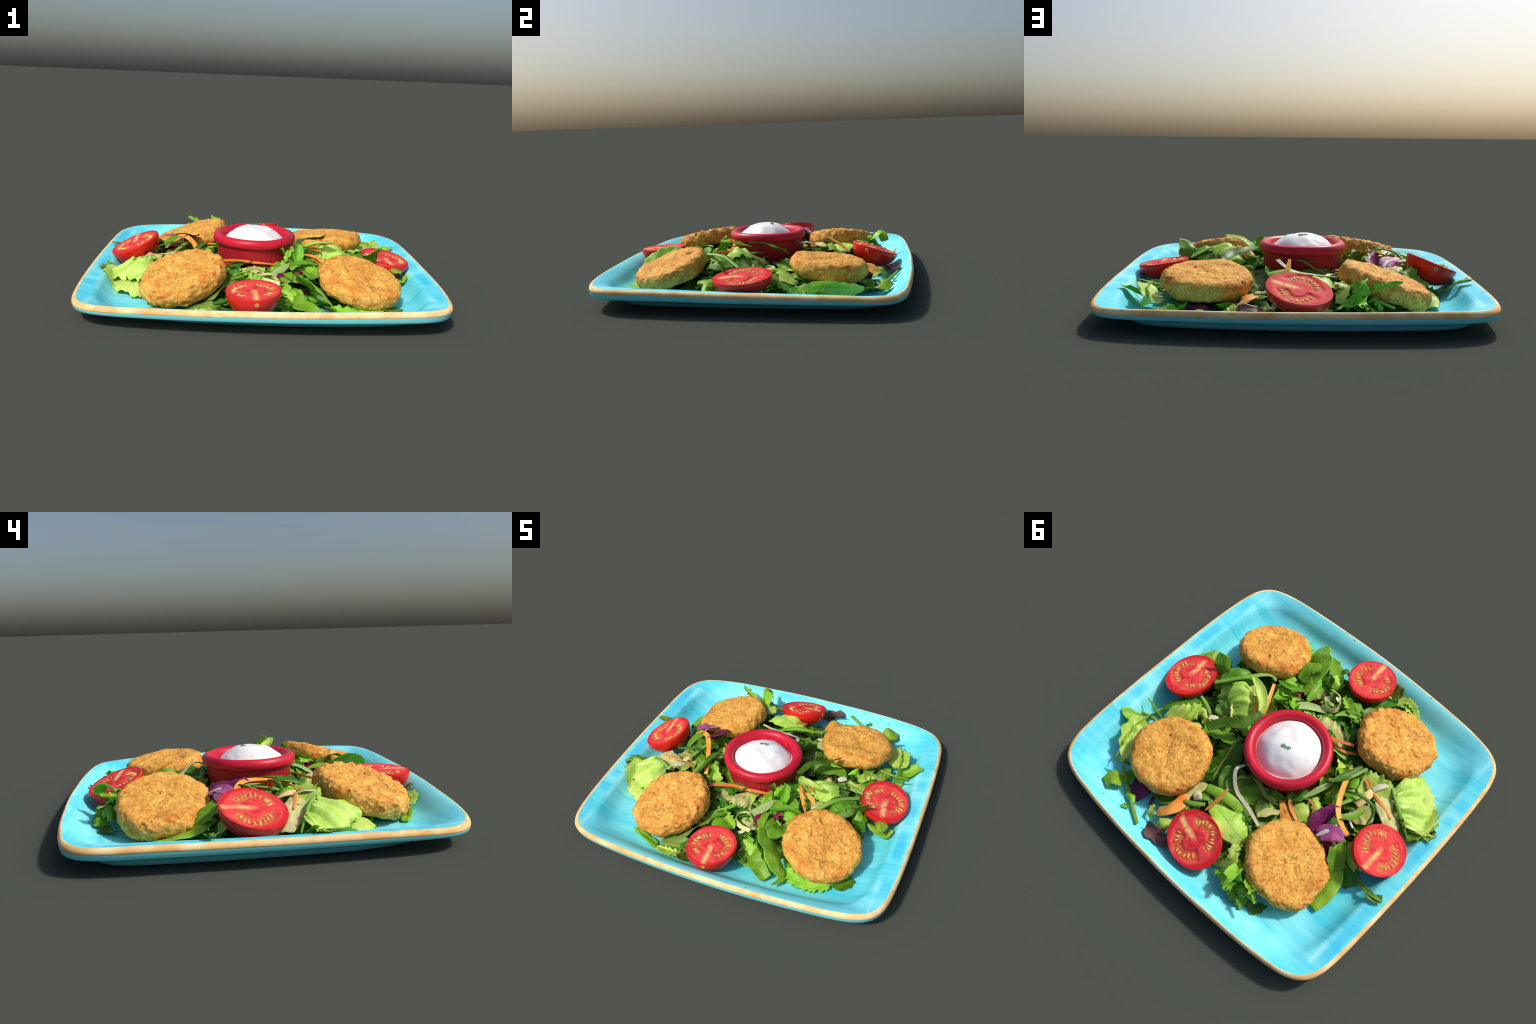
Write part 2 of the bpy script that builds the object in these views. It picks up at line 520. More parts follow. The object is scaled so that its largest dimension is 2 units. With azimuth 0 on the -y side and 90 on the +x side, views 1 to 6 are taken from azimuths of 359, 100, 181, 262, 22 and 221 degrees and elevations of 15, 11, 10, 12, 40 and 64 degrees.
# ------------------------------------------------------------------ tomatoes
def tomato_materials():
    s = Mat("tomato_skin", rough=0.3, spec=0.3)
    t = s.noise(8.0, 3, s.mapped(jitter=True))
    s.color(s.mix(t, lin(*TOM_SKIN), lin(*TOM_SKIN2)))
    f = Mat("tomato_flesh", rough=0.6, spec=0.12)
    x, y, z = f.xyz()
    R = 0.150
    rad = f.math("DIVIDE", f.math("SQRT", f.math("ADD", f.math("MULTIPLY", x, x), f.math("MULTIPLY", y, y))), R)
    wob = f.noise(16.0, 4, f.mapped(jitter=True))
    radw = f.math("ADD", rad, f.math("MULTIPLY", f.math("SUBTRACT", wob, 0.5), 0.16))
    c = f.mix(f.noise(20.0, 3, f.mapped(jitter=True)), lin(216, 52, 58), lin(238, 88, 86))
    c = f.mix(f.step(0.80, 0.95, radw), c, lin(206, 38, 46))
    # seed chambers: kidney-shaped jelly pockets on both sides of the core, found by depth
    zz = f.math("ADD", z, f.math("MULTIPLY", f.math("SUBTRACT", f.noise(30.0, 3, f.mapped(jitter=True)), 0.5), 0.006))
    jelly = f.step(0.0016, -0.0030, zz)
    n3 = f.noise(26.0, 4, f.mapped(loc=(2, 2, 2), jitter=True), dist=1.0)
    jc = f.mix(f.step(0.36, 0.62, n3), lin(192, 40, 38), lin(188, 122, 58))
    ray = f.math("SINE", f.math("ADD", f.math("MULTIPLY", f.math("ARCTAN2", x, y), 27.0), f.math("MULTIPLY", wob, 9.0)))
    jc = f.mix(f.math("MULTIPLY", f.step(0.2, 1.0, ray), 0.45), jc, lin(246, 128, 92))
    c = f.mix(f.math("MULTIPLY", jelly, 0.9), c, jc)
    # deeper red where the pockets meet the core
    core = f.math("MULTIPLY", f.math("SUBTRACT", 1.0, f.step(0.20, 0.55, radw)), f.step(0.46, 0.62, f.noise(17.0, 3, f.mapped(loc=(4, 1, 0), jitter=True))))
    c = f.mix(f.math("MULTIPLY", core, 0.75), c, lin(206, 26, 46))
    c = f.mix(f.math("MULTIPLY", f.step(0.55, 0.75, n3), 0.25), c, lin(250, 140, 110))
    # pale core streak running in from the stalk
    sx = f.math("ABSOLUTE", f.math("ADD", x, f.math("MULTIPLY", f.math("SUBTRACT", wob, 0.5), 0.022)))
    streak = f.math("MULTIPLY", f.math("SUBTRACT", 1.0, f.step(0.001, 0.024, sx)),
                    f.math("MULTIPLY", f.step(-0.035, 0.04, y), f.math("SUBTRACT", 1.0, f.step(0.125, 0.150, y))))
    c = f.mix(f.math("MULTIPLY", f.math("MULTIPLY", streak, f.step(0.25, 0.6, n3)), 0.85), c, lin(250, 214, 136))
    f.color(c)
    d = Mat("tomato_seed", rough=0.35, spec=0.4)
    d.color(d.mix(d.noise(30.0, 2), lin(232, 142, 76), lin(250, 200, 126)))
    k = Mat("tomato_stalk_scar", rough=0.7)
    k.color(lin(204, 128, 70))
    return s.m, f.m, d.m, k.m


def build_tomato(c, tilt, r, h, ell, ang, stem, seed, label, mats, streak_shift=0.0):
    """ell/ang: ellipse of the cut face measured in the un-turned frame; stem: world point near the stalk."""
    skin, flesh, seedm, scar = mats
    base = frame(*tilt)
    fr = frame(*tilt, along=(Vector(stem) - Vector(c)))
    # ellipse angle measured from the turned x axis
    ux = base.to_3x3().transposed() @ (fr.to_3x3() @ Vector((1, 0, 0)))
    a0 = ang - atan2(ux.y, ux.x)
    root = empty("tomato_half", label, "tomato", c, fr)
    ro = random.Random(seed)
    N = 96

    def rad(t):
        return r * (1 + ell * cos(2 * (t - a0)) + 0.02 * noise.noise(Vector((cos(t), sin(t), seed * 3.3))))

    rings = []
    for i in range(0, 23):
        ph = pi / 2 * i / 23
        rings.append([(rad(2 * pi * j / N) * cos(ph) ** 0.86 * cos(2 * pi * j / N), rad(2 * pi * j / N) * cos(ph) ** 0.86 * sin(2 * pi * j / N),
                       -h * sin(ph) + 0.002 * noise.noise(Vector((cos(2 * pi * j / N) * 2, sin(2 * pi * j / N) * 2, ph * 2 + seed)))) for j in range(N)])
    # a small rolled edge joins the skin to the cut
    rings.insert(0, [(x * 0.985, y * 0.985, z + 0.004) for (x, y, z) in rings[0]])
    v, f = loft(rings, close_last=(0, 0, -h))
    flip_if_needed(make_obj("tomato_skin", v, f, [skin], root))

    edge = rings[0]

    def chamber(xn, yn):
        rr = sqrt(xn * xn + yn * yn)
        a = atan2(abs(xn), yn + 0.06)
        ctr = pi * 0.53
        m1 = 1 - smooth(0.14, 0.27, abs(rr - 0.61 + 0.05 * sin(3 * a) + 0.05 * noise.noise(Vector((xn * 5, yn * 5, seed)))))
        m2 = 1 - smooth(1.02, 1.30, abs(a - ctr))
        return m1 * m2

    rings = []
    K = 46
    for i in range(K, 0, -1):
        u = i / K
        ring = []
        for j in range(N):
            x, y, z = edge[j]
            q = Vector((x * u, y * u, seed))
            d = chamber(x * u / r, y * u / r)
            zz = z * u - 0.0045 * d + 0.0016 * fbm(q, 22, 2) + 0.003 * (1 - u * u) * (1 - d)
            if i == K:
                zz = z
            ring.append((x * u, y * u, zz))
        rings.append(ring)
    v, f = loft(rings, close_last=(0, 0, 0.004))
    o = make_obj("cut_flesh", v, f, [flesh], root)
    flip_if_needed(o)
    if sum(p.normal.z for p in o.data.polygons) < 0:
        o.data.flip_normals()
    # seeds
    vv, ff = [], []
    for side in (-1, 1):
        n = ro.randint(10, 12)
        for k in range(n):
            a = pi * 0.53 + (k / (n - 1) - 0.5) * 2.15 + ro.uniform(-.05, .05)
            if ro.random() < 0.08:
                continue
            rr = r * (0.62 - 0.06 * sin(3 * a) + ro.uniform(-.03, .03))
            px, py = side * rr * sin(a), rr * cos(a)
            ln, wd = r * ro.uniform(.075, .125), r * ro.uniform(.028, .042)
            dirv = Vector((px, py, 0)).normalized()
            dirv.rotate(Matrix.Rotation(ro.uniform(-.35, .35), 3, 'Z'))
            sd = Vector((-dirv.y, dirv.x, 0))
            b = len(vv)
            for la in range(1, 6):
                ph = pi * la / 6
                for lo in range(8):
                    t = 2 * pi * lo / 8
                    p = Vector((px, py, -0.0035)) + dirv * (-cos(ph) * ln) + (sd * cos(t) * wd + Vector((0, 0, 1)) * sin(t) * 0.006) * sin(ph) * (1.15 - 0.3 * cos(ph))
                    vv.append(tuple(p))
            for la in range(4):
                for lo in range(8):
                    ff.append((b + la * 8 + lo, b + la * 8 + (lo + 1) % 8, b + la * 8 + 8 + (lo + 1) % 8, b + la * 8 + 8 + lo))
            ff.append(tuple(b + i for i in range(8)))
            ff.append(tuple(b + 32 + i for i in range(7, -1, -1)))
    o = make_obj("tomato_seed", vv, ff, [seedm], root)
    flip_if_needed(o)
    o["kind"] = "stuff"
    # stalk scar on the skin below the streak
    rings = []
    ry = rad(pi / 2)
    for rr, dz in [(.013, 0.0), (.011, .003), (.006, .0035)]:
        rings.append([(rr * cos(t), ry * 0.982 + dz - abs(rr * sin(t)) * 0.05 + 0.002, -h * .16 + rr * sin(t)) for t in [2 * pi * j / 16 for j in range(16)]])
    v, f = loft(rings, close_last=(0, ry * 0.982 + .004, -h * .16))
    flip_if_needed(make_obj("stalk_scar", v, f, [scar], root))


# ------------------------------------------------------------------ salad
def leaf_material(name, a, b, rib=None, gloss=0.45, trans=0.22, vein=0.35):
    m = Mat(name, rough=gloss, spec=0.35)
    v1 = m.noise(5.0, 3, m.mapped((1, 1, 1), jitter=True))
    v2 = m.noise(30.0, 4, m.mapped((0.35, 1.3, 1), jitter=True), dist=0.8)
    t = m.math("ADD", m.math("MULTIPLY", v1, 0.6), m.math("MULTIPLY", v2, 0.4))
    c = m.mix(m.step(0.34, 0.66, t), lin(*a), lin(*b))
    # side veins slanting off the middle line
    x, y, z = m.xyz()
    ay = m.math("ABSOLUTE", y)
    slant = m.math("ADD", x, m.math("MULTIPLY", ay, -0.9))
    w = m.math("SINE", m.math("ADD", m.math("MULTIPLY", slant, 170.0), m.math("MULTIPLY", v1, 26.0)))
    c = m.mix(m.math("MULTIPLY", m.step(0.80, 1.0, w), vein * 0.32), c, rib or lin(*[min(255, k * 1.25 + 25) for k in b]))
    # each piece a little different
    oi = m.n("ShaderNodeObjectInfo")
    hs = m.n("ShaderNodeHueSaturation")
    m.put(hs.inputs["Hue"], m.math("ADD", 0.485, m.math("MULTIPLY", oi.outputs["Random"], 0.03)))
    m.put(hs.inputs["Value"], m.math("ADD", 0.82, m.math("MULTIPLY", oi.outputs["Random"], 0.36)))
    m.link(c, hs.inputs["Color"])
    m.color(hs.outputs[0])
    m.bump(v2, 0.25, 0.004)
    if trans:
        m.translucent(hs.outputs[0], trans)
    return m.m


def catmull(pts, n):
    P = [Vector(p) for p in pts]
    if len(P) == 2:
        P = [P[0], (P[0] + P[1]) / 2 + Vector((0, 0, .004)), P[1]]
    P = [P[0] * 2 - P[1]] + P + [P[-1] * 2 - P[-2]]
    seg = len(P) - 3
    out = []
    for i in range(n):
        s = i / (n - 1) * seg
        k = min(int(s), seg - 1)
        t = s - k
        a, b, c, d = P[k:k + 4]
        out.append(0.5 * ((2 * b) + (c - a) * t + (2 * a - 5 * b + 4 * c - d) * t * t + (3 * b - a - 3 * c + d) * t ** 3))
    return out


def blade(pts, w, edge, cup, roll, seed, thick):
    """A leaf, shred or stem: a ribbon lofted along a spine, with its own outline
    (torn, pointed, jagged, frilled ...), a fold, a curl and a thickness.
    Returns verts, faces, rib flags and a local frame."""
    ro = random.Random(seed)
    length = sum((Vector(pts[i + 1]) - Vector(pts[i])).length for i in range(len(pts) - 1))
    n = max(10, min(48, int(length / 0.0065)))
    cols = [-1, -.88, -.72, -.52, -.30, -.06, .06, .30, .52, .72, .88, 1] if w > 0.032 else [-1, -.6, 0, .6, 1]
    C = catmull(pts, n)
    ph = ro.uniform(0, 6.28)
    e0, e1 = ro.uniform(.30, .95), ro.uniform(.30, .95)
    if edge == "ruffle":
        e0, e1 = ro.uniform(.55, .9), ro.uniform(.6, 1.0)
    skew0, skew1 = ro.uniform(-.5, .5), ro.uniform(-.5, .5)
    fold, v0 = ro.choice((-1, 1)) * ro.uniform(.15, .6), ro.uniform(-.45, .45)
    pointed = edge == "point"

    def nz(f, sgn, k):
        return noise.noise(Vector((0.31 + f, sgn * 3.7 + k, seed * 1.37)))

    tops, bots = [], []
    for i, p in enumerate(C):
        u = i / (n - 1)
        s = u * length
        T = (C[min(n - 1, i + 1)] - C[max(0, i - 1)]).normalized()
        S = T.cross(Vector((0, 0, 1)))
        if S.length < 0.15:
            S = T.cross(Vector((0.3, 1, 0)))
        S.normalize()
        rl = roll + 0.28 * sin(ph + 2.2 * u)
        S = (Matrix.Rotation(rl, 3, T) @ S).normalized()
        Nn = S.cross(T).normalized()
        if Nn.z < 0 and abs(roll) < 1:
            Nn = -Nn
        if edge == "strip":
            f = 0.80 + 0.20 * sin(pi * u)
        elif edge == "taper":
            f = max(0.05, sin(pi * min(1, u * 0.86 + 0.10)) ** 0.8)
        elif pointed:
            f = max(0.06, sin(pi * (0.05 + 0.93 * u) ** 0.9) ** 0.7)
        else:
            f = min(1.0, e0 * (1 - u) + e1 * u + 0.34 * sin(pi * u))
        hw = 0.5 * w * f
        row, rowb = [], []
        for v in cols:
            k, av, sgn = hw, abs(v), (1.0 if v > 0 else -1.0)
            off = cup * hw * (av * av - 0.33) * (0.6 if edge == "strip" else 0.8)
            along = 0.0
            if edge in ("leaf", "jag", "ruffle", "lobed"):
                off += fold * hw * abs(v - v0) * 0.8
                along = v * hw * (skew0 * (1 - u) + skew1 * u)
            if edge in ("jag", "lobed"):
                step = 0.030 if edge == "jag" else 0.052
                tri = abs(((s / step + ph + sgn * .3 + 0.9 * nz(s * 22, sgn, 1)) % 1.0) - 0.5) * 2
                k *= 1 - av * (0.50 if edge == "jag" else 0.78) * tri
                off += av ** 2 * 0.42 * hw * nz(s * 34, sgn, 2)
                along += av * 0.012 * (tri if edge == "jag" else 1 - tri)
            elif edge == "ruffle":
                k *= 1 + 0.32 * av * nz(s * 60, sgn, 3)
                off += av ** 3 * 0.45 * hw * nz(s * 48, sgn, 4) + 0.30 * hw * nz(s * 24 + v * 0.8, 0.1, 5)
            elif edge == "leaf" or pointed:
                k *= 1 + 0.30 * av * nz(s * 26, sgn, 6)
                off += av ** 2 * 0.32 * hw * nz(s * 24, sgn, 7) + 0.12 * hw * nz(s * 20 + v, 0.1, 8)
            q = p + S * (v * k) + Nn * off + T * along
            q += Nn * (0.10 * min(w, .09) * fbm(q + Vector((seed, 0, 0)), 14, 2))
            row.append(q)
            rowb.append(q - Nn * thick * (0.45 + 0.55 * (1 - av)))
        tops.append(row)
        bots.append(rowb)
    m = len(cols)
    verts = [tuple(q) for r in tops for q in r] + [tuple(q) for r in bots for q in r]
    faces, rib = [], []
    o = n * m
    for i in range(n - 1):
        for j in range(m - 1):
            a = i * m + j
            mid = m == 12 and j == 5
            faces.append((a, a + 1, a + m + 1, a + m)); rib.append(mid)
            faces.append((o + a, o + a + m, o + a + m + 1, o + a + 1)); rib.append(mid)
    for i in range(n - 1):
        a = i * m
        faces.append((a, a + m, o + a + m, o + a)); rib.append(False)
        a = i * m + m - 1
        faces.append((a, o + a, o + a + m, a + m)); rib.append(False)
    for j in range(m - 1):
        faces.append((j, o + j, o + j + 1, j + 1)); rib.append(False)
        a = (n - 1) * m + j
        faces.append((a, a + 1, o + a + 1, o + a)); rib.append(False)
    mid = C[n // 2]
    X = (C[-1] - C[0]).normalized()
    Y = Vector((0, 0, 1)).cross(X)
    Y = Y.normalized() if Y.length > 0.1 else Vector((0, 1, 0))
    Z = X.cross(Y)
    M = Matrix.Translation(mid) @ Matrix((X, Y, Z)).transposed().to_4x4()
    return verts, faces, rib, M


SALAD = None
TINT = {}
COUNT = [0]


def piece(kind, tint, w, pts, edge="leaf", cup=0.2, roll=0.0, rib=0):
    COUNT[0] += 1
    thick = {"carrot_strip": .007, "leek_strip": .006, "salad_stem": .009, "cabbage_shred": .006, "cabbage_leaf": .006, "radicchio_leaf": .004}.get(kind, .0035)
    # low pieces settle onto the well; none may sink into the plate
    pts = [(x, y, z - 0.012 if z < 0.085 else z) for (x, y, z) in pts]
    pts = [(x, y, max(z, floor_z(x, y) + 0.010)) for (x, y, z) in pts]
    if kind.endswith('leaf') and w < 0.13:
        w *= 1.2
    if rib:
        edge = 'point'
    v, f, r, M = blade(pts, w, edge, cup, roll, COUNT[0], thick)
    v = [(x, y, max(z, floor_z(x, y) + 0.003)) for (x, y, z) in v]
    inv = M.inverted()
    v = [tuple(inv @ Vector(p)) for p in v]
    mats = [TINT[tint]] + ([TINT["rib"]] if rib else [])
    ob = make_obj(kind, v, f, mats, SALAD, [1 if q else 0 for q in r] if rib else None, world=M)
    return ob


def heap(x, y):
    """top of the unseen lower layer of leaves"""
    r = sqrt(x * x + y * y)
    return floor_z(x, y) + 0.110 * (1 - 0.65 * exp(-((atan2(y, x) - 0.95) / 0.6) ** 2)) * (1 - smooth(0.26, 0.66, r)) + 0.012 + 0.045 * exp(-((x - .28) ** 2 + (y + .33) ** 2) / 0.012)


def build_bed():
    ro = random.Random(5)
    groups = {}
    picks = ["mid"] * 6 + ["dark"] * 6 + ["bright"] * 4 + ["light"] * 2 + ["dull"] * 2 + ["maroon"] * 1
    n = 0
    while n < 620:
        x, y = ro.uniform(-.75, .75), ro.uniform(-.72, .72)
        se = (abs(x / BED_X) ** 3.2 + abs(y / BED_Y) ** 3.2)
        if se > 1 or (x - BOWL.x) ** 2 + y * y < 0.20 ** 2:
            continue
        n += 1
        a = ro.uniform(0, 2 * pi)
        ln = ro.uniform(.08, .19) * (1 - 0.35 * smooth(0.7, 1, se))
        top = heap(x, y)
        fz = floor_z(x, y)
        z = fz + 0.012 + (top - fz) * ro.uniform(0.15, 1.0)
        d = Vector((cos(a), sin(a), 0)) * ln * 0.5
        p = Vector((x, y, z))
        pts = [p - d + Vector((0, 0, ro.uniform(-.02, .008))), p + Vector((0, 0, ro.uniform(0, .018))), p + d + Vector((0, 0, ro.uniform(-.02, .01)))]
        pts = [(q.x, q.y, max(q.z, floor_z(q.x, q.y) + .008)) for q in pts]
        v, f, r, M = blade(pts, ln * ro.uniform(.4, .8), ro.choice(["jag", "ruffle", "ruffle", "leaf", "leaf", "leaf", "taper"]), ro.uniform(-.5, .5), ro.uniform(-.4, .4), 1000 + n, .003)
        v = [(px, py, max(pz, floor_z(px, py) + 0.002)) for (px, py, pz) in v]
        g = groups.setdefault(ro.choice(picks), ([], []))
        b = len(g[0])
        g[0].extend(v)
        g[1].extend([tuple(b + k for k in q) for q in f])
    for tint, (v, f) in sorted(groups.items()):
        ob = make_obj("leaf_bed", v, f, [TINT[tint]], SALAD)
        ob["kind"] = "stuff"


# ------------------------------------------------------------------ build everything
build_plate()
build_bowl()

coarse = patty_material("flaky_fried_crumb", 1.0)
fine = patty_material("fine_fried_crumb", 0.25)
medium = patty_material("fried_crumb", 0.55)
#           centre                 tilt            r     h    ell   ang  seed rough
build_patty((-.428, -.502, .164), (-.20, -.23), .232, .118, -.035, -.74, 3, 1.25, "round golden fried patty with flaky crumb crust", coarse)
build_patty((.526, -.493, .158), (.175, -.246), .226, .106, -.01, 1.2, 14, .75, "round golden fried patty with browned lower edge", medium)
build_patty((.445, .444, .163), (-.023, .119), .230, .107, .015, .13, 25, .6, "smooth round golden fried patty with brown specks", fine, dents=((2.35, .28, .05),))
build_patty((-.458, .457, .155), (-.32, .0), .231, .112, -.041, -1.9, 36, .9, "golden fried patty leaning on salad leaves", medium, dents=((2.6, .3, .05), (1.6, .25, -.03)))

tm = tomato_materials()
build_tomato((-.052, -.736, .176), (-.02, -.06), .145, .130, -.023, -.27, (-.037, -.861, .17), 1, "halved cherry tomato showing seeds, cut side up", tm)
build_tomato((.760, -.007, .171), (.142, -.058), .156, .098, -.076, .09, (.773, -.110, .18), 2, "flat halved tomato with pale core streak", tm)
build_tomato((-.023, .706, .183), (-.122, .326), .154, .115, .069, 2.82, (.117, .664, .2), 3, "tilted tomato half with two seed pockets", tm)
build_tomato((-.777, .075, .198), (-.391, -.091), .150, .124, .048, .83, (-.768, .207, .19), 4, "steeply tilted tomato half with glossy skin", tm)

SALAD = empty("mixed_salad", "mixed green salad leaves with carrot and cabbage shreds", "salad")
TINT.update(
    mid=leaf_material("leaf_mid_green", (86, 148, 28), (130, 184, 46)),
    bright=leaf_material("leaf_bright_green", (118, 180, 36), (160, 212, 66)),
    light=leaf_material("leaf_light_green", (166, 208, 62), (212, 234, 122), vein=.45),
    pale=leaf_material("leaf_pale_yellow", (206, 212, 116), (232, 232, 166), vein=.4),  # base colour lightened so tilted, shaded pieces still look sunlit
    dark=leaf_material("leaf_dark_green", (54, 108, 22), (88, 144, 36)),
    dull=leaf_material("leaf_dull_green", (98, 144, 48), (142, 178, 84)),
    stem=leaf_material("stem_green", (112, 168, 52), (160, 200, 96), vein=.1),
    leek=leaf_material("leek_green", (138, 178, 88), (186, 210, 142), vein=.5),
    cream=leaf_material("stem_cream", (222, 214, 180), (240, 236, 216), vein=.1),
    white=leaf_material("rib_white", (226, 220, 214), (242, 238, 234), vein=.0),
    carrot=leaf_material("carrot_orange", (236, 144, 40), (252, 186, 92), vein=.1, trans=.12),
    peach=leaf_material("carrot_peach", (240, 184, 112), (246, 212, 158), vein=.1, trans=.12),
    magenta=leaf_material("radicchio_magenta", (122, 22, 58), (172, 48, 98), vein=.2),
    purple=leaf_material("cabbage_purple", (120, 34, 84), (166, 60, 122), vein=.25),
    violet=leaf_material("cabbage_violet", (166, 66, 130), (200, 110, 164), vein=.25),
    maroon=leaf_material("radicchio_maroon", (52, 8, 26), (96, 22, 48), vein=.1),
    brown=leaf_material("radicchio_brown", (92, 58, 62), (140, 108, 104), vein=.1),
    rib=leaf_material("leaf_rib", (152, 196, 88), (182, 212, 116), vein=.0),
)
build_bed()

# pieces that lie on top, each placed along its own spine
piece("carrot_strip", "carrot", 0.024, [(-0.271, -0.304, 0.200), (-0.148, -0.255, 0.195), (-0.027, -0.238, 0.180), (0.093, -0.207, 0.165)], edge='strip', cup=0.5)
piece("lettuce_leaf", "pale", 0.11, [(-0.217, -0.322, 0.140), (-0.127, -0.305, 0.150), (-0.036, -0.293, 0.145), (0.017, -0.281, 0.120)], edge='ruffle', roll=-0.2, cup=-0.3)
piece("leek_strip", "leek", 0.058, [(0.158, -0.271, 0.195), (0.097, -0.343, 0.170), (0.019, -0.406, 0.125)], edge='strip', cup=-0.2, roll=-0.2)
piece("leaf", "mid", 0.055, [(0.196, -0.283, 0.160), (0.207, -0.259, 0.235), (0.209, -0.223, 0.295)], edge='leaf', roll=0.2, cup=0.3)
piece("leaf", "bright", 0.05, [(0.125, -0.259, 0.140), (0.132, -0.264, 0.200), (0.155, -0.234, 0.260)], edge='jag', cup=0.5)
piece("leaf", "bright", 0.025, [(0.172, -0.237, 0.210), (0.169, -0.209, 0.270)], edge='leaf', cup=0.4)
piece("leaf", "mid", 0.03, [(0.129, -0.232, 0.230), (0.108, -0.220, 0.265)], edge='leaf', cup=0.3)
piece("leaf", "mid", 0.036, [(0.158, -0.379, 0.215), (0.247, -0.335, 0.215), (0.346, -0.330, 0.195)], edge='taper', cup=0.5)
piece("salad_stem", "stem", 0.03, [(0.614, -0.055, 0.190), (0.498, -0.176, 0.235), (0.404, -0.306, 0.225), (0.353, -0.324, 0.195)], edge='strip', cup=-0.6)
piece("radicchio_leaf", "magenta", 0.06, [(0.242, -0.320, 0.160), (0.259, -0.382, 0.140), (0.275, -0.417, 0.120)], edge='leaf', cup=0.4)
piece("radicchio_leaf", "magenta", 0.06, [(0.082, -0.371, 0.130), (0.127, -0.414, 0.120), (0.149, -0.455, 0.100)], edge='jag', cup=0.4)
piece("radicchio_leaf", "magenta", 0.05, [(-0.090, -0.219, 0.130), (0.010, -0.226, 0.130), (0.070, -0.216, 0.130)], edge='jag', cup=0.4)
piece("carrot_strip", "carrot", 0.02, [(0.280, -0.168, 0.225), (0.320, -0.247, 0.200), (0.353, -0.300, 0.180)], edge='taper', cup=0.4)
piece("carrot_strip", "carrot", 0.03, [(0.286, -0.155, 0.200), (0.344, -0.173, 0.190), (0.375, -0.202, 0.180)], edge='taper', cup=0.4)
piece("spinach_leaf", "bright", 0.155, [(0.375, -0.735, 0.085), (0.300, -0.665, 0.155), (0.225, -0.570, 0.180), (0.205, -0.460, 0.160)], edge='leaf', roll=0.58, cup=-0.15, rib=1)
piece("leaf", "mid", 0.09, [(0.262, -0.437, 0.160), (0.258, -0.515, 0.200), (0.216, -0.567, 0.220)], edge='leaf', cup=-0.4)
piece("lettuce_leaf", "light", 0.08, [(0.079, -0.598, 0.130), (0.156, -0.604, 0.120), (0.227, -0.618, 0.070)], edge='ruffle', cup=-0.3)
piece("lettuce_leaf", "pale", 0.05, [(0.077, -0.663, 0.080), (0.101, -0.627, 0.100), (0.132, -0.617, 0.090)], edge='jag', cup=0.3)
piece("leaf", "dark", 0.04, [(0.173, -0.632, 0.075), (0.200, -0.654, 0.055), (0.212, -0.701, 0.055)], edge='taper', cup=0.3)
piece("leaf", "bright", 0.035, [(0.339, -0.641, 0.060), (0.370, -0.718, 0.062), (0.342, -0.803, 0.062)], edge='taper', cup=0.3)
piece("lettuce_leaf", "bright", 0.09, [(0.361, -0.648, 0.070), (0.452, -0.699, 0.065), (0.548, -0.703, 0.065), (0.636, -0.665, 0.070)], edge='jag', cup=-0.3)
piece("lettuce_leaf", "light", 0.07, [(0.512, -0.708, 0.075), (0.572, -0.696, 0.075), (0.635, -0.674, 0.060)], edge='jag', cup=0.3)
piece("leaf", "mid", 0.06, [(0.638, -0.659, 0.080), (0.701, -0.625, 0.070), (0.736, -0.558, 0.060)], edge='ruffle', cup=0.3)
piece("leaf", "mid", 0.1, [(-0.157, -0.500, 0.145), (-0.087, -0.515, 0.145), (-0.018, -0.510, 0.120)], edge='leaf', cup=-0.4, rib=1)
piece("leaf", "mid", 0.03, [(-0.153, -0.506, 0.165), (-0.100, -0.484, 0.175), (-0.074, -0.424, 0.170)], edge='taper', cup=0.4)
piece("leaf", "bright", 0.028, [(-0.156, -0.476, 0.170), (-0.093, -0.441, 0.185), (-0.054, -0.384, 0.185)], edge='taper', cup=0.4)
piece("salad_stem", "dark", 0.013, [(-0.032, -0.465, 0.140), (0.007, -0.435, 0.160), (0.054, -0.424, 0.165), (0.097, -0.459, 0.150), (0.114, -0.470, 0.120)], edge='strip', cup=-0.6)
piece("lettuce_leaf", "pale", 0.07, [(-0.010, -0.470, 0.120), (0.035, -0.452, 0.140), (0.073, -0.411, 0.130)], edge='ruffle', cup=-0.4)
piece("leek_strip", "cream", 0.035, [(0.017, -0.529, 0.105), (0.056, -0.501, 0.120), (0.099, -0.458, 0.110)], edge='strip', cup=-0.4)
piece("leaf", "mid", 0.05, [(0.018, -0.484, 0.130), (0.075, -0.521, 0.120), (0.087, -0.572, 0.100)], edge='jag', cup=0.4)
piece("spinach_leaf", "dull", 0.15, [(-0.395, -0.738, 0.062), (-0.288, -0.718, 0.072), (-0.172, -0.689, 0.070)], edge='leaf', cup=0.12, rib=1)
piece("lettuce_leaf", "light", 0.09, [(-0.391, -0.784, 0.055), (-0.281, -0.800, 0.062), (-0.149, -0.794, 0.065)], edge='jag', cup=0.2)
piece("leaf", "bright", 0.045, [(-0.599, -0.670, 0.060), (-0.502, -0.712, 0.062), (-0.403, -0.762, 0.055)], edge='leaf', cup=0.3)
piece("leaf", "dull", 0.1, [(-0.301, -0.641, 0.080), (-0.234, -0.584, 0.100), (-0.174, -0.509, 0.120)], edge='leaf', cup=-0.2)
piece("carrot_strip", "carrot", 0.02, [(-0.236, -0.540, 0.125), (-0.185, -0.585, 0.110)], edge='strip', cup=0.3)
piece("leaf", "mid", 0.07, [(-0.209, -0.570, 0.110), (-0.174, -0.520, 0.130), (-0.178, -0.456, 0.150)], edge='leaf', cup=0.3)
piece("leaf", "dark", 0.08, [(-0.276, -0.359, 0.130), (-0.208, -0.396, 0.140), (-0.123, -0.440, 0.130)], edge='jag', cup=0.3)
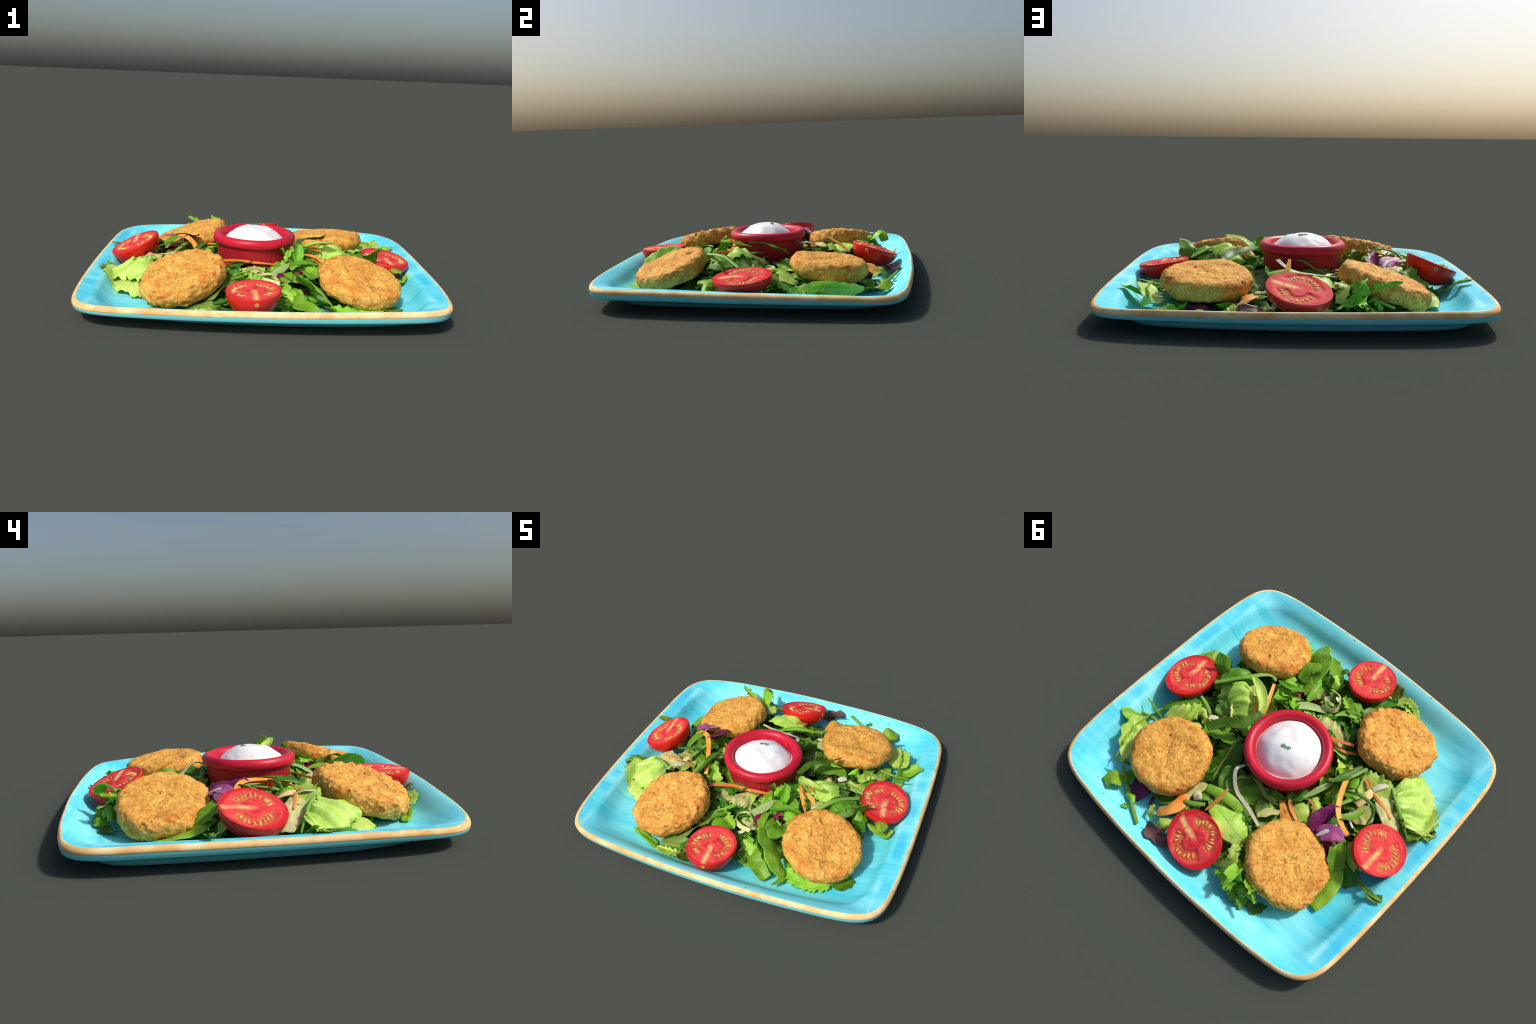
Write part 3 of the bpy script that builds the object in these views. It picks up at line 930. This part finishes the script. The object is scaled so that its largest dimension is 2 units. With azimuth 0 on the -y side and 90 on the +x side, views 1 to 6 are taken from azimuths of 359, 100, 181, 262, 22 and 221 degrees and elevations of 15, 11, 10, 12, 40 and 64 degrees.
piece("lettuce_leaf", "light", 0.17, [(0.479, -0.160, 0.235), (0.407, -0.105, 0.250), (0.342, -0.054, 0.235), (0.292, -0.017, 0.165)], edge='ruffle', cup=-0.5)
piece("lettuce_leaf", "dull", 0.13, [(0.549, -0.106, 0.170), (0.480, -0.047, 0.185), (0.436, 0.013, 0.165), (0.405, 0.056, 0.110)], edge='ruffle', cup=-0.5)
piece("lettuce_leaf", "pale", 0.06, [(0.425, -0.073, 0.205), (0.382, -0.014, 0.195), (0.350, 0.037, 0.140)], edge='ruffle', cup=0.3)
piece("lettuce_leaf", "light", 0.05, [(0.418, -0.196, 0.305), (0.335, -0.166, 0.290), (0.270, -0.119, 0.262), (0.237, -0.057, 0.240)], edge='taper', cup=0.4)
piece("carrot_strip", "carrot", 0.024, [(0.332, -0.280, 0.225), (0.285, -0.186, 0.220), (0.243, -0.094, 0.200)], edge='strip', cup=0.4)
piece("carrot_strip", "carrot", 0.035, [(0.346, -0.169, 0.245), (0.305, -0.108, 0.235), (0.282, -0.043, 0.190)], edge='taper', cup=0.3)
piece("leaf", "dark", 0.05, [(0.402, 0.201, 0.236), (0.342, 0.114, 0.250), (0.263, 0.055, 0.260), (0.221, -0.064, 0.262)], edge='strip', roll=0.5, cup=0.3)
piece("leaf", "bright", 0.08, [(0.761, -0.122, 0.120), (0.783, -0.170, 0.150), (0.796, -0.248, 0.150)], edge='leaf', cup=-0.4)
piece("leaf", "mid", 0.085, [(0.627, -0.116, 0.150), (0.635, -0.147, 0.220), (0.661, -0.200, 0.276)], edge='leaf', cup=0.3)
piece("leaf", "dark", 0.06, [(0.688, -0.264, 0.120), (0.659, -0.202, 0.120), (0.623, -0.158, 0.120)], edge='leaf', cup=0.3)
piece("lettuce_leaf", "mid", 0.1, [(0.760, 0.244, 0.100), (0.680, 0.163, 0.150), (0.587, 0.100, 0.170)], edge='jag', cup=0.4)
piece("lettuce_leaf", "light", 0.09, [(0.701, 0.240, 0.120), (0.609, 0.205, 0.150), (0.545, 0.133, 0.160)], edge='ruffle', cup=-0.4)
piece("leek_strip", "cream", 0.035, [(0.480, 0.120, 0.155), (0.433, 0.088, 0.150)], edge='strip', cup=0.3)
piece("salad_stem", "stem", 0.024, [(0.825, 0.352, 0.085), (0.722, 0.334, 0.100), (0.619, 0.361, 0.100)], edge='strip', cup=-0.8)
piece("leaf", "mid", 0.015, [(0.845, 0.273, 0.130), (0.764, 0.284, 0.110), (0.696, 0.302, 0.100)], edge='taper', cup=0.3)
piece("spinach_leaf", "light", 0.15, [(0.788, 0.392, 0.135), (0.747, 0.463, 0.115), (0.707, 0.545, 0.100), (0.666, 0.634, 0.085)], edge='leaf', roll=-0.1, cup=0.2, rib=1)
piece("spinach_leaf", "bright", 0.08, [(0.763, 0.379, 0.070), (0.823, 0.407, 0.085), (0.878, 0.445, 0.100)], edge='leaf', cup=0.3)
piece("leaf", "mid", 0.05, [(0.587, 0.231, 0.090), (0.579, 0.263, 0.130), (0.599, 0.331, 0.110)], edge='strip', cup=0.8)
piece("leaf", "bright", 0.022, [(0.468, 0.188, 0.130), (0.503, 0.207, 0.150), (0.523, 0.266, 0.150)], edge='taper', cup=0.4)
piece("leaf", "bright", 0.08, [(0.632, 0.266, 0.070), (0.663, 0.326, 0.080), (0.687, 0.392, 0.090)], edge='leaf', cup=0.3)
piece("spinach_leaf", "dark", 0.2, [(0.186, 0.387, 0.090), (0.215, 0.287, 0.125), (0.234, 0.183, 0.145), (0.255, 0.077, 0.140)], edge='leaf', cup=-0.15, rib=1)
piece("leaf", "mid", 0.06, [(0.240, 0.137, 0.160), (0.342, 0.155, 0.165), (0.460, 0.193, 0.140)], edge='leaf', cup=0.4)
piece("lettuce_leaf", "light", 0.06, [(0.466, 0.145, 0.120), (0.543, 0.094, 0.140), (0.614, 0.184, 0.110)], edge='ruffle', cup=-0.4)
piece("lettuce_leaf", "pale", 0.05, [(0.364, 0.091, 0.150), (0.428, 0.043, 0.150), (0.498, 0.043, 0.120)], edge='jag', cup=-0.3)
piece("salad_stem", "stem", 0.024, [(0.490, 0.097, 0.140), (0.563, 0.062, 0.140), (0.632, 0.039, 0.130)], edge='strip', cup=-0.6)
piece("salad_stem", "stem", 0.03, [(0.199, 0.010, 0.200), (0.244, -0.070, 0.200), (0.340, -0.133, 0.200), (0.429, -0.152, 0.185)], edge='taper', cup=-0.5)
piece("lettuce_leaf", "light", 0.1, [(0.385, -0.078, 0.150), (0.419, -0.064, 0.190), (0.490, -0.093, 0.180)], edge='ruffle', cup=-0.4)
piece("lettuce_leaf", "pale", 0.07, [(0.354, -0.225, 0.160), (0.392, -0.189, 0.175), (0.423, -0.129, 0.160)], edge='ruffle', cup=-0.3)
piece("leaf", "dull", 0.12, [(0.479, -0.229, 0.190), (0.555, -0.196, 0.215), (0.609, -0.109, 0.190)], edge='leaf', cup=-0.3)
piece("leaf", "bright", 0.09, [(0.574, -0.062, 0.150), (0.625, -0.151, 0.160), (0.701, -0.163, 0.120)], edge='ruffle', cup=-0.4)
piece("leaf", "bright", 0.06, [(0.710, -0.201, 0.140), (0.761, -0.202, 0.120), (0.825, -0.193, 0.090), (0.861, -0.175, 0.070)], edge='leaf', cup=-0.5, rib=1)
piece("salad_stem", "stem", 0.026, [(0.633, 0.663, 0.085), (0.546, 0.710, 0.080), (0.461, 0.761, 0.080), (0.298, 0.846, 0.085)], edge='strip', cup=-1.0)
piece("leaf", "bright", 0.04, [(0.495, 0.753, 0.080), (0.453, 0.759, 0.090), (0.416, 0.785, 0.085)], edge='leaf', cup=-0.5)
piece("leaf", "dark", 0.02, [(0.686, 0.667, 0.130), (0.638, 0.649, 0.120), (0.586, 0.628, 0.100)], edge='taper', cup=0.4)
piece("spinach_leaf", "bright", 0.085, [(0.572, 0.724, 0.075), (0.604, 0.754, 0.100), (0.623, 0.805, 0.085)], edge='leaf', cup=-0.2)
piece("radicchio_leaf", "purple", 0.12, [(0.529, 0.660, 0.080), (0.466, 0.678, 0.085), (0.405, 0.685, 0.070)], edge='ruffle', cup=-0.3)
piece("leaf", "mid", 0.03, [(0.455, 0.826, 0.070), (0.412, 0.813, 0.070)], edge='jag', cup=0.3)
piece("leaf", "mid", 0.08, [(0.602, 0.657, 0.070), (0.544, 0.675, 0.080), (0.538, 0.643, 0.090)], edge='leaf', cup=0.3)
piece("radicchio_leaf", "magenta", 0.02, [(0.370, 0.651, 0.070), (0.353, 0.716, 0.070)], edge='strip', cup=0.3)
piece("lettuce_leaf", "light", 0.05, [(0.334, 0.703, 0.080), (0.303, 0.736, 0.090), (0.285, 0.765, 0.075)], edge='jag', cup=-0.3)
piece("carrot_strip", "carrot", 0.075, [(0.279, 0.721, 0.090), (0.228, 0.669, 0.125), (0.208, 0.602, 0.125), (0.234, 0.537, 0.110)], edge='strip', cup=-0.3)
piece("lettuce_leaf", "light", 0.08, [(0.219, 0.784, 0.080), (0.197, 0.751, 0.100), (0.176, 0.701, 0.090)], edge='leaf', cup=-0.3)
piece("radicchio_leaf", "brown", 0.07, [(0.253, 0.818, 0.105), (0.190, 0.820, 0.100), (0.119, 0.816, 0.090)], edge='leaf', cup=0.3)
piece("radicchio_leaf", "brown", 0.08, [(0.157, 0.833, 0.080), (0.136, 0.799, 0.100), (0.114, 0.765, 0.090)], edge='leaf', cup=-0.3)
piece("lettuce_leaf", "pale", 0.06, [(0.204, 0.411, 0.100), (0.218, 0.465, 0.100), (0.238, 0.536, 0.090)], edge='leaf', cup=0.3)
piece("leek_strip", "cream", 0.05, [(0.159, 0.515, 0.100), (0.200, 0.488, 0.110)], edge='strip', cup=-0.3)
piece("leaf", "mid", 0.07, [(0.363, 0.642, 0.080), (0.310, 0.632, 0.080), (0.271, 0.594, 0.080)], edge='leaf', cup=0.3)
piece("salad_stem", "stem", 0.03, [(0.200, 0.580, 0.130), (0.149, 0.555, 0.130), (0.100, 0.514, 0.140)], edge='strip', cup=-0.6)
piece("spinach_leaf", "light", 0.15, [(0.068, 0.478, 0.170), (-0.057, 0.510, 0.190), (-0.153, 0.526, 0.180), (-0.223, 0.519, 0.150)], edge='leaf', roll=0.1, cup=-0.25, rib=1)
piece("leaf", "bright", 0.05, [(0.143, 0.453, 0.200), (0.038, 0.430, 0.215), (-0.037, 0.418, 0.200), (-0.086, 0.424, 0.170)], edge='strip', cup=-0.5)
piece("leaf", "mid", 0.07, [(0.008, 0.425, 0.190), (-0.078, 0.424, 0.170), (-0.142, 0.423, 0.140)], edge='jag', cup=-0.4)
piece("carrot_strip", "carrot", 0.028, [(0.026, 0.402, 0.270), (0.038, 0.480, 0.220), (0.061, 0.549, 0.170)], edge='taper', cup=0.3)
piece("cabbage_shred", "cream", 0.022, [(0.076, 0.222, 0.235), (0.087, 0.285, 0.240), (0.012, 0.355, 0.200), (-0.101, 0.380, 0.185), (-0.216, 0.416, 0.180)], edge='strip', cup=0.3)
piece("leaf", "dark", 0.12, [(0.082, 0.399, 0.150), (0.100, 0.314, 0.155), (0.062, 0.231, 0.160)], edge='leaf', cup=0.2)
piece("lettuce_leaf", "dull", 0.12, [(-0.070, 0.320, 0.130), (-0.134, 0.295, 0.150), (-0.196, 0.269, 0.140)], edge='ruffle', cup=-0.3)
piece("lettuce_leaf", "mid", 0.12, [(0.041, 0.253, 0.150), (-0.047, 0.281, 0.160), (-0.124, 0.285, 0.130)], edge='leaf', cup=0.2)
piece("lettuce_leaf", "pale", 0.055, [(-0.162, 0.376, 0.160), (-0.194, 0.327, 0.170), (-0.240, 0.281, 0.165)], edge='leaf', cup=0.4)
piece("carrot_strip", "carrot", 0.075, [(-0.202, 0.198, 0.150), (-0.250, 0.234, 0.155), (-0.295, 0.289, 0.150)], edge='strip', cup=-0.2)
piece("carrot_strip", "carrot", 0.02, [(-0.220, 0.180, 0.175), (-0.269, 0.217, 0.170), (-0.339, 0.245, 0.160)], edge='strip', cup=0.3)
piece("lettuce_leaf", "light", 0.1, [(-0.226, 0.177, 0.140), (-0.307, 0.195, 0.155), (-0.373, 0.227, 0.130)], edge='ruffle', cup=-0.3, rib=1)
piece("salad_stem", "dull", 0.025, [(-0.017, 0.249, 0.240), (-0.057, 0.244, 0.230), (-0.132, 0.263, 0.185), (-0.221, 0.233, 0.140)], edge='taper', cup=-0.5)
piece("leek_strip", "leek", 0.035, [(-0.339, -0.051, 0.200), (-0.306, 0.034, 0.190), (-0.268, 0.131, 0.165)], edge='taper', cup=0.3)
piece("carrot_strip", "carrot", 0.016, [(-0.297, 0.107, 0.165), (-0.356, 0.122, 0.165), (-0.414, 0.202, 0.130)], edge='strip', cup=0.3)
piece("cabbage_leaf", "purple", 0.09, [(-0.458, 0.066, 0.262), (-0.444, 0.123, 0.232), (-0.439, 0.184, 0.210), (-0.475, 0.232, 0.180)], edge='leaf', roll=-0.3, cup=0.1)
piece("cabbage_leaf", "violet", 0.085, [(-0.485, 0.235, 0.205), (-0.530, 0.188, 0.225), (-0.599, 0.168, 0.222)], edge='leaf', cup=-0.1)
piece("cabbage_leaf", "white", 0.022, [(-0.478, 0.249, 0.205), (-0.505, 0.198, 0.228), (-0.525, 0.138, 0.236)], edge='taper', cup=-0.3)
piece("radicchio_leaf", "magenta", 0.07, [(-0.520, 0.230, 0.160), (-0.562, 0.238, 0.150), (-0.593, 0.253, 0.120)], edge='ruffle', cup=0.3)
piece("spinach_leaf", "bright", 0.085, [(-0.604, 0.250, 0.125), (-0.653, 0.288, 0.115), (-0.690, 0.342, 0.085), (-0.700, 0.436, 0.075), (-0.689, 0.512, 0.062)], edge='strip', cup=-0.4)
piece("leaf", "dark", 0.07, [(-0.630, 0.293, 0.110), (-0.639, 0.324, 0.100)], edge='leaf', cup=0.3)
piece("lettuce_leaf", "light", 0.065, [(-0.221, 0.547, 0.180), (-0.220, 0.602, 0.185), (-0.246, 0.643, 0.170), (-0.216, 0.703, 0.110)], edge='jag', cup=-0.5)
piece("lettuce_leaf", "bright", 0.075, [(-0.231, 0.703, 0.110), (-0.294, 0.712, 0.170), (-0.336, 0.675, 0.210)], edge='lobed', cup=-0.4)
piece("lettuce_leaf", "mid", 0.1, [(-0.278, 0.734, 0.120), (-0.361, 0.740, 0.100), (-0.431, 0.756, 0.060)], edge='jag', cup=-0.3)
piece("lettuce_leaf", "bright", 0.09, [(-0.203, 0.721, 0.090), (-0.282, 0.731, 0.120), (-0.339, 0.737, 0.130)], edge='lobed', cup=-0.3)
piece("salad_stem", "stem", 0.03, [(-0.346, 0.716, 0.130), (-0.403, 0.711, 0.130), (-0.479, 0.704, 0.100)], edge='strip', cup=-0.6)
piece("leaf", "dark", 0.06, [(-0.439, 0.728, 0.080), (-0.490, 0.730, 0.065), (-0.506, 0.681, 0.070)], edge='jag', cup=0.4)
piece("leaf", "light", 0.035, [(-0.147, 0.666, 0.080), (-0.182, 0.709, 0.070)], edge='taper', cup=0.3)
piece("leaf", "dark", 0.09, [(-0.207, 0.556, 0.140), (-0.249, 0.584, 0.130), (-0.282, 0.625, 0.110)], edge='leaf', cup=0.3)
piece("leaf", "mid", 0.09, [(-0.582, 0.195, 0.160), (-0.627, 0.252, 0.150), (-0.672, 0.288, 0.100)], edge='ruffle', cup=-0.3)
piece("leaf", "dark", 0.13, [(-0.611, 0.158, 0.110), (-0.685, 0.217, 0.100), (-0.781, 0.282, 0.055)], edge='jag', cup=0.2)
piece("leaf", "dull", 0.025, [(-0.742, 0.217, 0.075), (-0.824, 0.252, 0.085), (-0.893, 0.268, 0.110), (-0.960, 0.268, 0.146)], edge='taper', cup=0.4)
piece("leaf", "dull", 0.04, [(-0.872, 0.284, 0.100), (-0.920, 0.272, 0.130), (-0.949, 0.252, 0.146)], edge='strip', cup=0.3)
piece("leaf", "light", 0.04, [(-0.631, 0.146, 0.140), (-0.677, 0.189, 0.120), (-0.738, 0.206, 0.090)], edge='leaf', cup=0.3)
piece("lettuce_leaf", "light", 0.21, [(-0.600, -0.360, 0.165), (-0.700, -0.310, 0.165), (-0.790, -0.250, 0.135), (-0.865, -0.190, 0.075)], edge='ruffle', roll=-0.25, cup=-0.1)
piece("lettuce_leaf", "light", 0.14, [(-0.440, -0.170, 0.190), (-0.540, -0.200, 0.185), (-0.630, -0.200, 0.165)], edge='ruffle', cup=-0.15)
piece("lettuce_leaf", "pale", 0.13, [(-0.560, -0.200, 0.180), (-0.640, -0.150, 0.180), (-0.720, -0.110, 0.150), (-0.790, -0.070, 0.090)], edge='leaf', cup=0.1)
piece("salad_stem", "stem", 0.026, [(-0.575, -0.266, 0.200), (-0.660, -0.205, 0.192), (-0.740, -0.160, 0.160), (-0.830, -0.120, 0.090)], edge='taper', cup=-0.5)
piece("lettuce_leaf", "light", 0.15, [(-0.640, -0.450, 0.085), (-0.750, -0.370, 0.085), (-0.830, -0.260, 0.080), (-0.870, -0.170, 0.070)], edge='ruffle', roll=-0.35, cup=-0.2)
piece("leaf", "mid", 0.16, [(-0.620, -0.300, 0.100), (-0.720, -0.220, 0.100), (-0.800, -0.140, 0.070)], edge='leaf', cup=-0.2)
piece("leaf", "mid", 0.09, [(0.120, -0.580, 0.120), (0.180, -0.680, 0.095), (0.290, -0.750, 0.065)], edge='leaf', roll=0.5, cup=0.1)
piece("spinach_leaf", "light", 0.1, [(0.760, 0.240, 0.080), (0.775, 0.380, 0.085), (0.750, 0.530, 0.090), (0.700, 0.660, 0.100)], edge='point', roll=0.9, cup=0.2)
piece("leaf", "bright", 0.06, [(-0.300, 0.610, 0.150), (-0.300, 0.690, 0.200), (-0.309, 0.740, 0.232), (-0.285, 0.765, 0.180)], edge='strip', cup=0.3)
piece("leaf", "bright", 0.055, [(-0.370, 0.660, 0.170), (-0.430, 0.700, 0.195), (-0.502, 0.730, 0.222)], edge='lobed', cup=0.3)
piece("leaf", "mid", 0.08, [(-0.330, 0.660, 0.100), (-0.380, 0.700, 0.140), (-0.420, 0.720, 0.100)], edge='jag', cup=-0.3)
piece("leaf", "mid", 0.1, [(0.100, -0.420, 0.150), (0.180, -0.450, 0.170), (0.270, -0.500, 0.140)], edge='leaf', cup=-0.3)
piece("leaf", "bright", 0.1, [(0.220, -0.300, 0.170), (0.290, -0.340, 0.200), (0.340, -0.400, 0.170)], edge='ruffle', cup=-0.3)
piece("leaf", "mid", 0.13, [(0.470, -0.270, 0.160), (0.515, -0.200, 0.235), (0.585, -0.080, 0.185)], edge='leaf', roll=0.2, cup=-0.3)
piece("leaf", "bright", 0.07, [(-0.830, -0.111, 0.070), (-0.855, -0.155, 0.075), (-0.874, -0.184, 0.070)], edge='jag', cup=0.3)
piece("leek_strip", "cream", 0.045, [(-0.519, -0.169, 0.190), (-0.537, -0.209, 0.205), (-0.565, -0.249, 0.210)], edge='strip', cup=-0.4)
piece("carrot_strip", "carrot", 0.032, [(-0.352, -0.203, 0.180), (-0.404, -0.053, 0.235), (-0.468, 0.066, 0.250), (-0.534, 0.116, 0.235), (-0.598, 0.128, 0.190)], edge='strip', cup=0.2)
piece("carrot_strip", "carrot", 0.03, [(-0.422, -0.206, 0.190), (-0.514, -0.163, 0.205)], edge='taper', cup=0.3)
piece("carrot_strip", "carrot", 0.03, [(-0.536, -0.155, 0.200), (-0.622, -0.136, 0.185), (-0.703, -0.116, 0.165)], edge='taper', cup=-0.3)
piece("cabbage_shred", "peach", 0.05, [(-0.510, -0.045, 0.170), (-0.522, -0.100, 0.190), (-0.532, -0.159, 0.200)], edge='strip', cup=-0.3)
piece("salad_stem", "dark", 0.02, [(-0.425, -0.047, 0.240), (-0.502, -0.071, 0.250), (-0.582, -0.083, 0.235), (-0.617, -0.055, 0.210), (-0.628, 0.021, 0.170)], edge='taper', cup=-0.5)
piece("salad_stem", "stem", 0.028, [(-0.309, -0.038, 0.210), (-0.360, -0.081, 0.225), (-0.394, -0.155, 0.220), (-0.417, -0.247, 0.200)], edge='strip', cup=-0.6)
piece("cabbage_shred", "white", 0.014, [(-0.514, -0.032, 0.150), (-0.522, 0.026, 0.150), (-0.583, 0.059, 0.140)], edge='strip', cup=0.3)
piece("lettuce_leaf", "pale", 0.13, [(-0.509, -0.031, 0.125), (-0.575, -0.033, 0.135), (-0.629, -0.026, 0.130)], edge='leaf', cup=-0.2)
piece("leaf", "bright", 0.07, [(-0.391, -0.125, 0.180), (-0.424, -0.142, 0.190), (-0.443, -0.181, 0.170)], edge='ruffle', cup=-0.4)
piece("leaf", "bright", 0.06, [(-0.303, -0.163, 0.170), (-0.346, -0.125, 0.200), (-0.366, -0.083, 0.170)], edge='jag', cup=0.4)
piece("leaf", "mid", 0.08, [(-0.339, -0.057, 0.170), (-0.380, -0.001, 0.180), (-0.415, 0.043, 0.150)], edge='ruffle', cup=-0.4)
piece("leaf", "mid", 0.08, [(-0.400, -0.071, 0.150), (-0.459, -0.082, 0.160), (-0.503, -0.106, 0.150)], edge='leaf', cup=-0.3)
piece("leaf", "mid", 0.06, [(-0.445, -0.011, 0.150), (-0.476, -0.024, 0.150), (-0.493, -0.054, 0.140)], edge='ruffle', cup=0.3)
piece("leaf", "mid", 0.035, [(-0.570, -0.042, 0.200), (-0.558, 0.030, 0.225), (-0.519, 0.085, 0.240), (-0.485, 0.111, 0.235)], edge='taper', cup=0.3)
piece("salad_stem", "stem", 0.026, [(-0.528, -0.145, 0.190), (-0.486, -0.055, 0.215), (-0.452, 0.029, 0.220)], edge='strip', cup=-0.6)
piece("leaf", "dark", 0.036, [(-0.393, -0.238, 0.200), (-0.376, -0.145, 0.225), (-0.356, -0.081, 0.235), (-0.336, -0.029, 0.235)], edge='taper', cup=0.4)
piece("leaf", "light", 0.05, [(-0.451, -0.140, 0.170), (-0.435, -0.102, 0.180), (-0.394, -0.095, 0.160)], edge='jag', cup=0.3)
piece("lettuce_leaf", "light", 0.07, [(-0.353, -0.108, 0.170), (-0.311, -0.171, 0.160), (-0.272, -0.209, 0.130)], edge='ruffle', cup=0.4)
piece("leaf", "mid", 0.09, [(-0.411, -0.097, 0.130), (-0.410, -0.159, 0.160), (-0.416, -0.216, 0.170)], edge='leaf', cup=-0.3)
piece("leaf", "bright", 0.07, [(0.004, -0.539, 0.150), (-0.085, -0.487, 0.160), (-0.168, -0.447, 0.130)], edge='jag', cup=0.4)
piece("leaf", "mid", 0.07, [(-0.262, -0.124, 0.160), (-0.319, -0.147, 0.170), (-0.298, -0.224, 0.150)], edge='jag', cup=0.3)
piece("lettuce_leaf", "pale", 0.15, [(-0.002, -0.343, 0.150), (-0.086, -0.331, 0.165), (-0.161, -0.316, 0.140)], edge='jag', cup=-0.2)
piece("leaf", "dark", 0.1, [(-0.153, -0.414, 0.120), (-0.216, -0.376, 0.120), (-0.271, -0.331, 0.110)], edge='leaf', cup=0.2)
piece("carrot_strip", "carrot", 0.02, [(-0.166, -0.249, 0.165), (-0.243, -0.251, 0.170), (-0.304, -0.291, 0.160)], edge='strip', cup=0.3)
piece("leaf", "light", 0.06, [(-0.199, -0.724, 0.075), (-0.269, -0.816, 0.070), (-0.331, -0.814, 0.065), (-0.393, -0.784, 0.060)], edge='jag', cup=-0.3)
piece("spinach_leaf", "dull", 0.13, [(-0.145, -0.671, 0.075), (-0.177, -0.770, 0.075), (-0.196, -0.860, 0.070)], edge='leaf', cup=0.12)
piece("leaf", "dark", 0.06, [(-0.128, -0.624, 0.090), (-0.177, -0.700, 0.100), (-0.252, -0.754, 0.100)], edge='leaf', cup=0.3)
piece("leaf", "bright", 0.03, [(-0.173, -0.529, 0.120), (-0.157, -0.562, 0.140)], edge='taper', cup=0.3)
piece("carrot_strip", "carrot", 0.03, [(-0.184, -0.568, 0.120), (-0.154, -0.604, 0.120)], edge='strip', cup=0.3)
piece("leaf", "bright", 0.04, [(0.134, -0.358, 0.160), (0.140, -0.422, 0.175), (0.155, -0.508, 0.170)], edge='taper', cup=0.4)
piece("leek_strip", "pale", 0.03, [(0.095, -0.461, 0.140), (0.034, -0.408, 0.160), (-0.021, -0.424, 0.150), (-0.022, -0.481, 0.160), (0.030, -0.524, 0.160), (0.094, -0.528, 0.150)], edge='strip', roll=0.9, cup=0.3)
piece("radicchio_leaf", "maroon", 0.1, [(0.414, -0.371, 0.130), (0.344, -0.391, 0.130), (0.274, -0.419, 0.110)], edge='ruffle', cup=0.2)
piece("radicchio_leaf", "magenta", 0.07, [(0.161, -0.406, 0.140), (0.124, -0.423, 0.150), (0.117, -0.477, 0.140)], edge='ruffle', cup=0.3)
piece("radicchio_leaf", "magenta", 0.05, [(0.267, -0.350, 0.150), (0.222, -0.352, 0.155), (0.194, -0.374, 0.140)], edge='jag', cup=0.3)
piece("leaf", "mid", 0.06, [(0.300, -0.318, 0.160), (0.249, -0.322, 0.180), (0.189, -0.333, 0.170)], edge='taper', cup=0.4)
piece("leaf", "bright", 0.07, [(0.156, -0.631, 0.100), (0.100, -0.599, 0.130), (0.079, -0.569, 0.110)], edge='jag', cup=0.4)
piece("leaf", "mid", 0.09, [(0.335, -0.477, 0.120), (0.267, -0.436, 0.140), (0.202, -0.451, 0.130)], edge='jag', cup=-0.3)
piece("leaf", "mid", 0.08, [(0.297, -0.274, 0.150), (0.233, -0.263, 0.170), (0.189, -0.267, 0.150)], edge='leaf', cup=0.3)
piece("leaf", "dark", 0.05, [(0.150, -0.696, 0.100), (0.129, -0.717, 0.110), (0.097, -0.708, 0.100)], edge='jag', cup=0.3)
piece("leaf", "bright", 0.06, [(0.190, -0.241, 0.190), (0.187, -0.280, 0.190), (0.163, -0.330, 0.170)], edge='jag', cup=0.4)
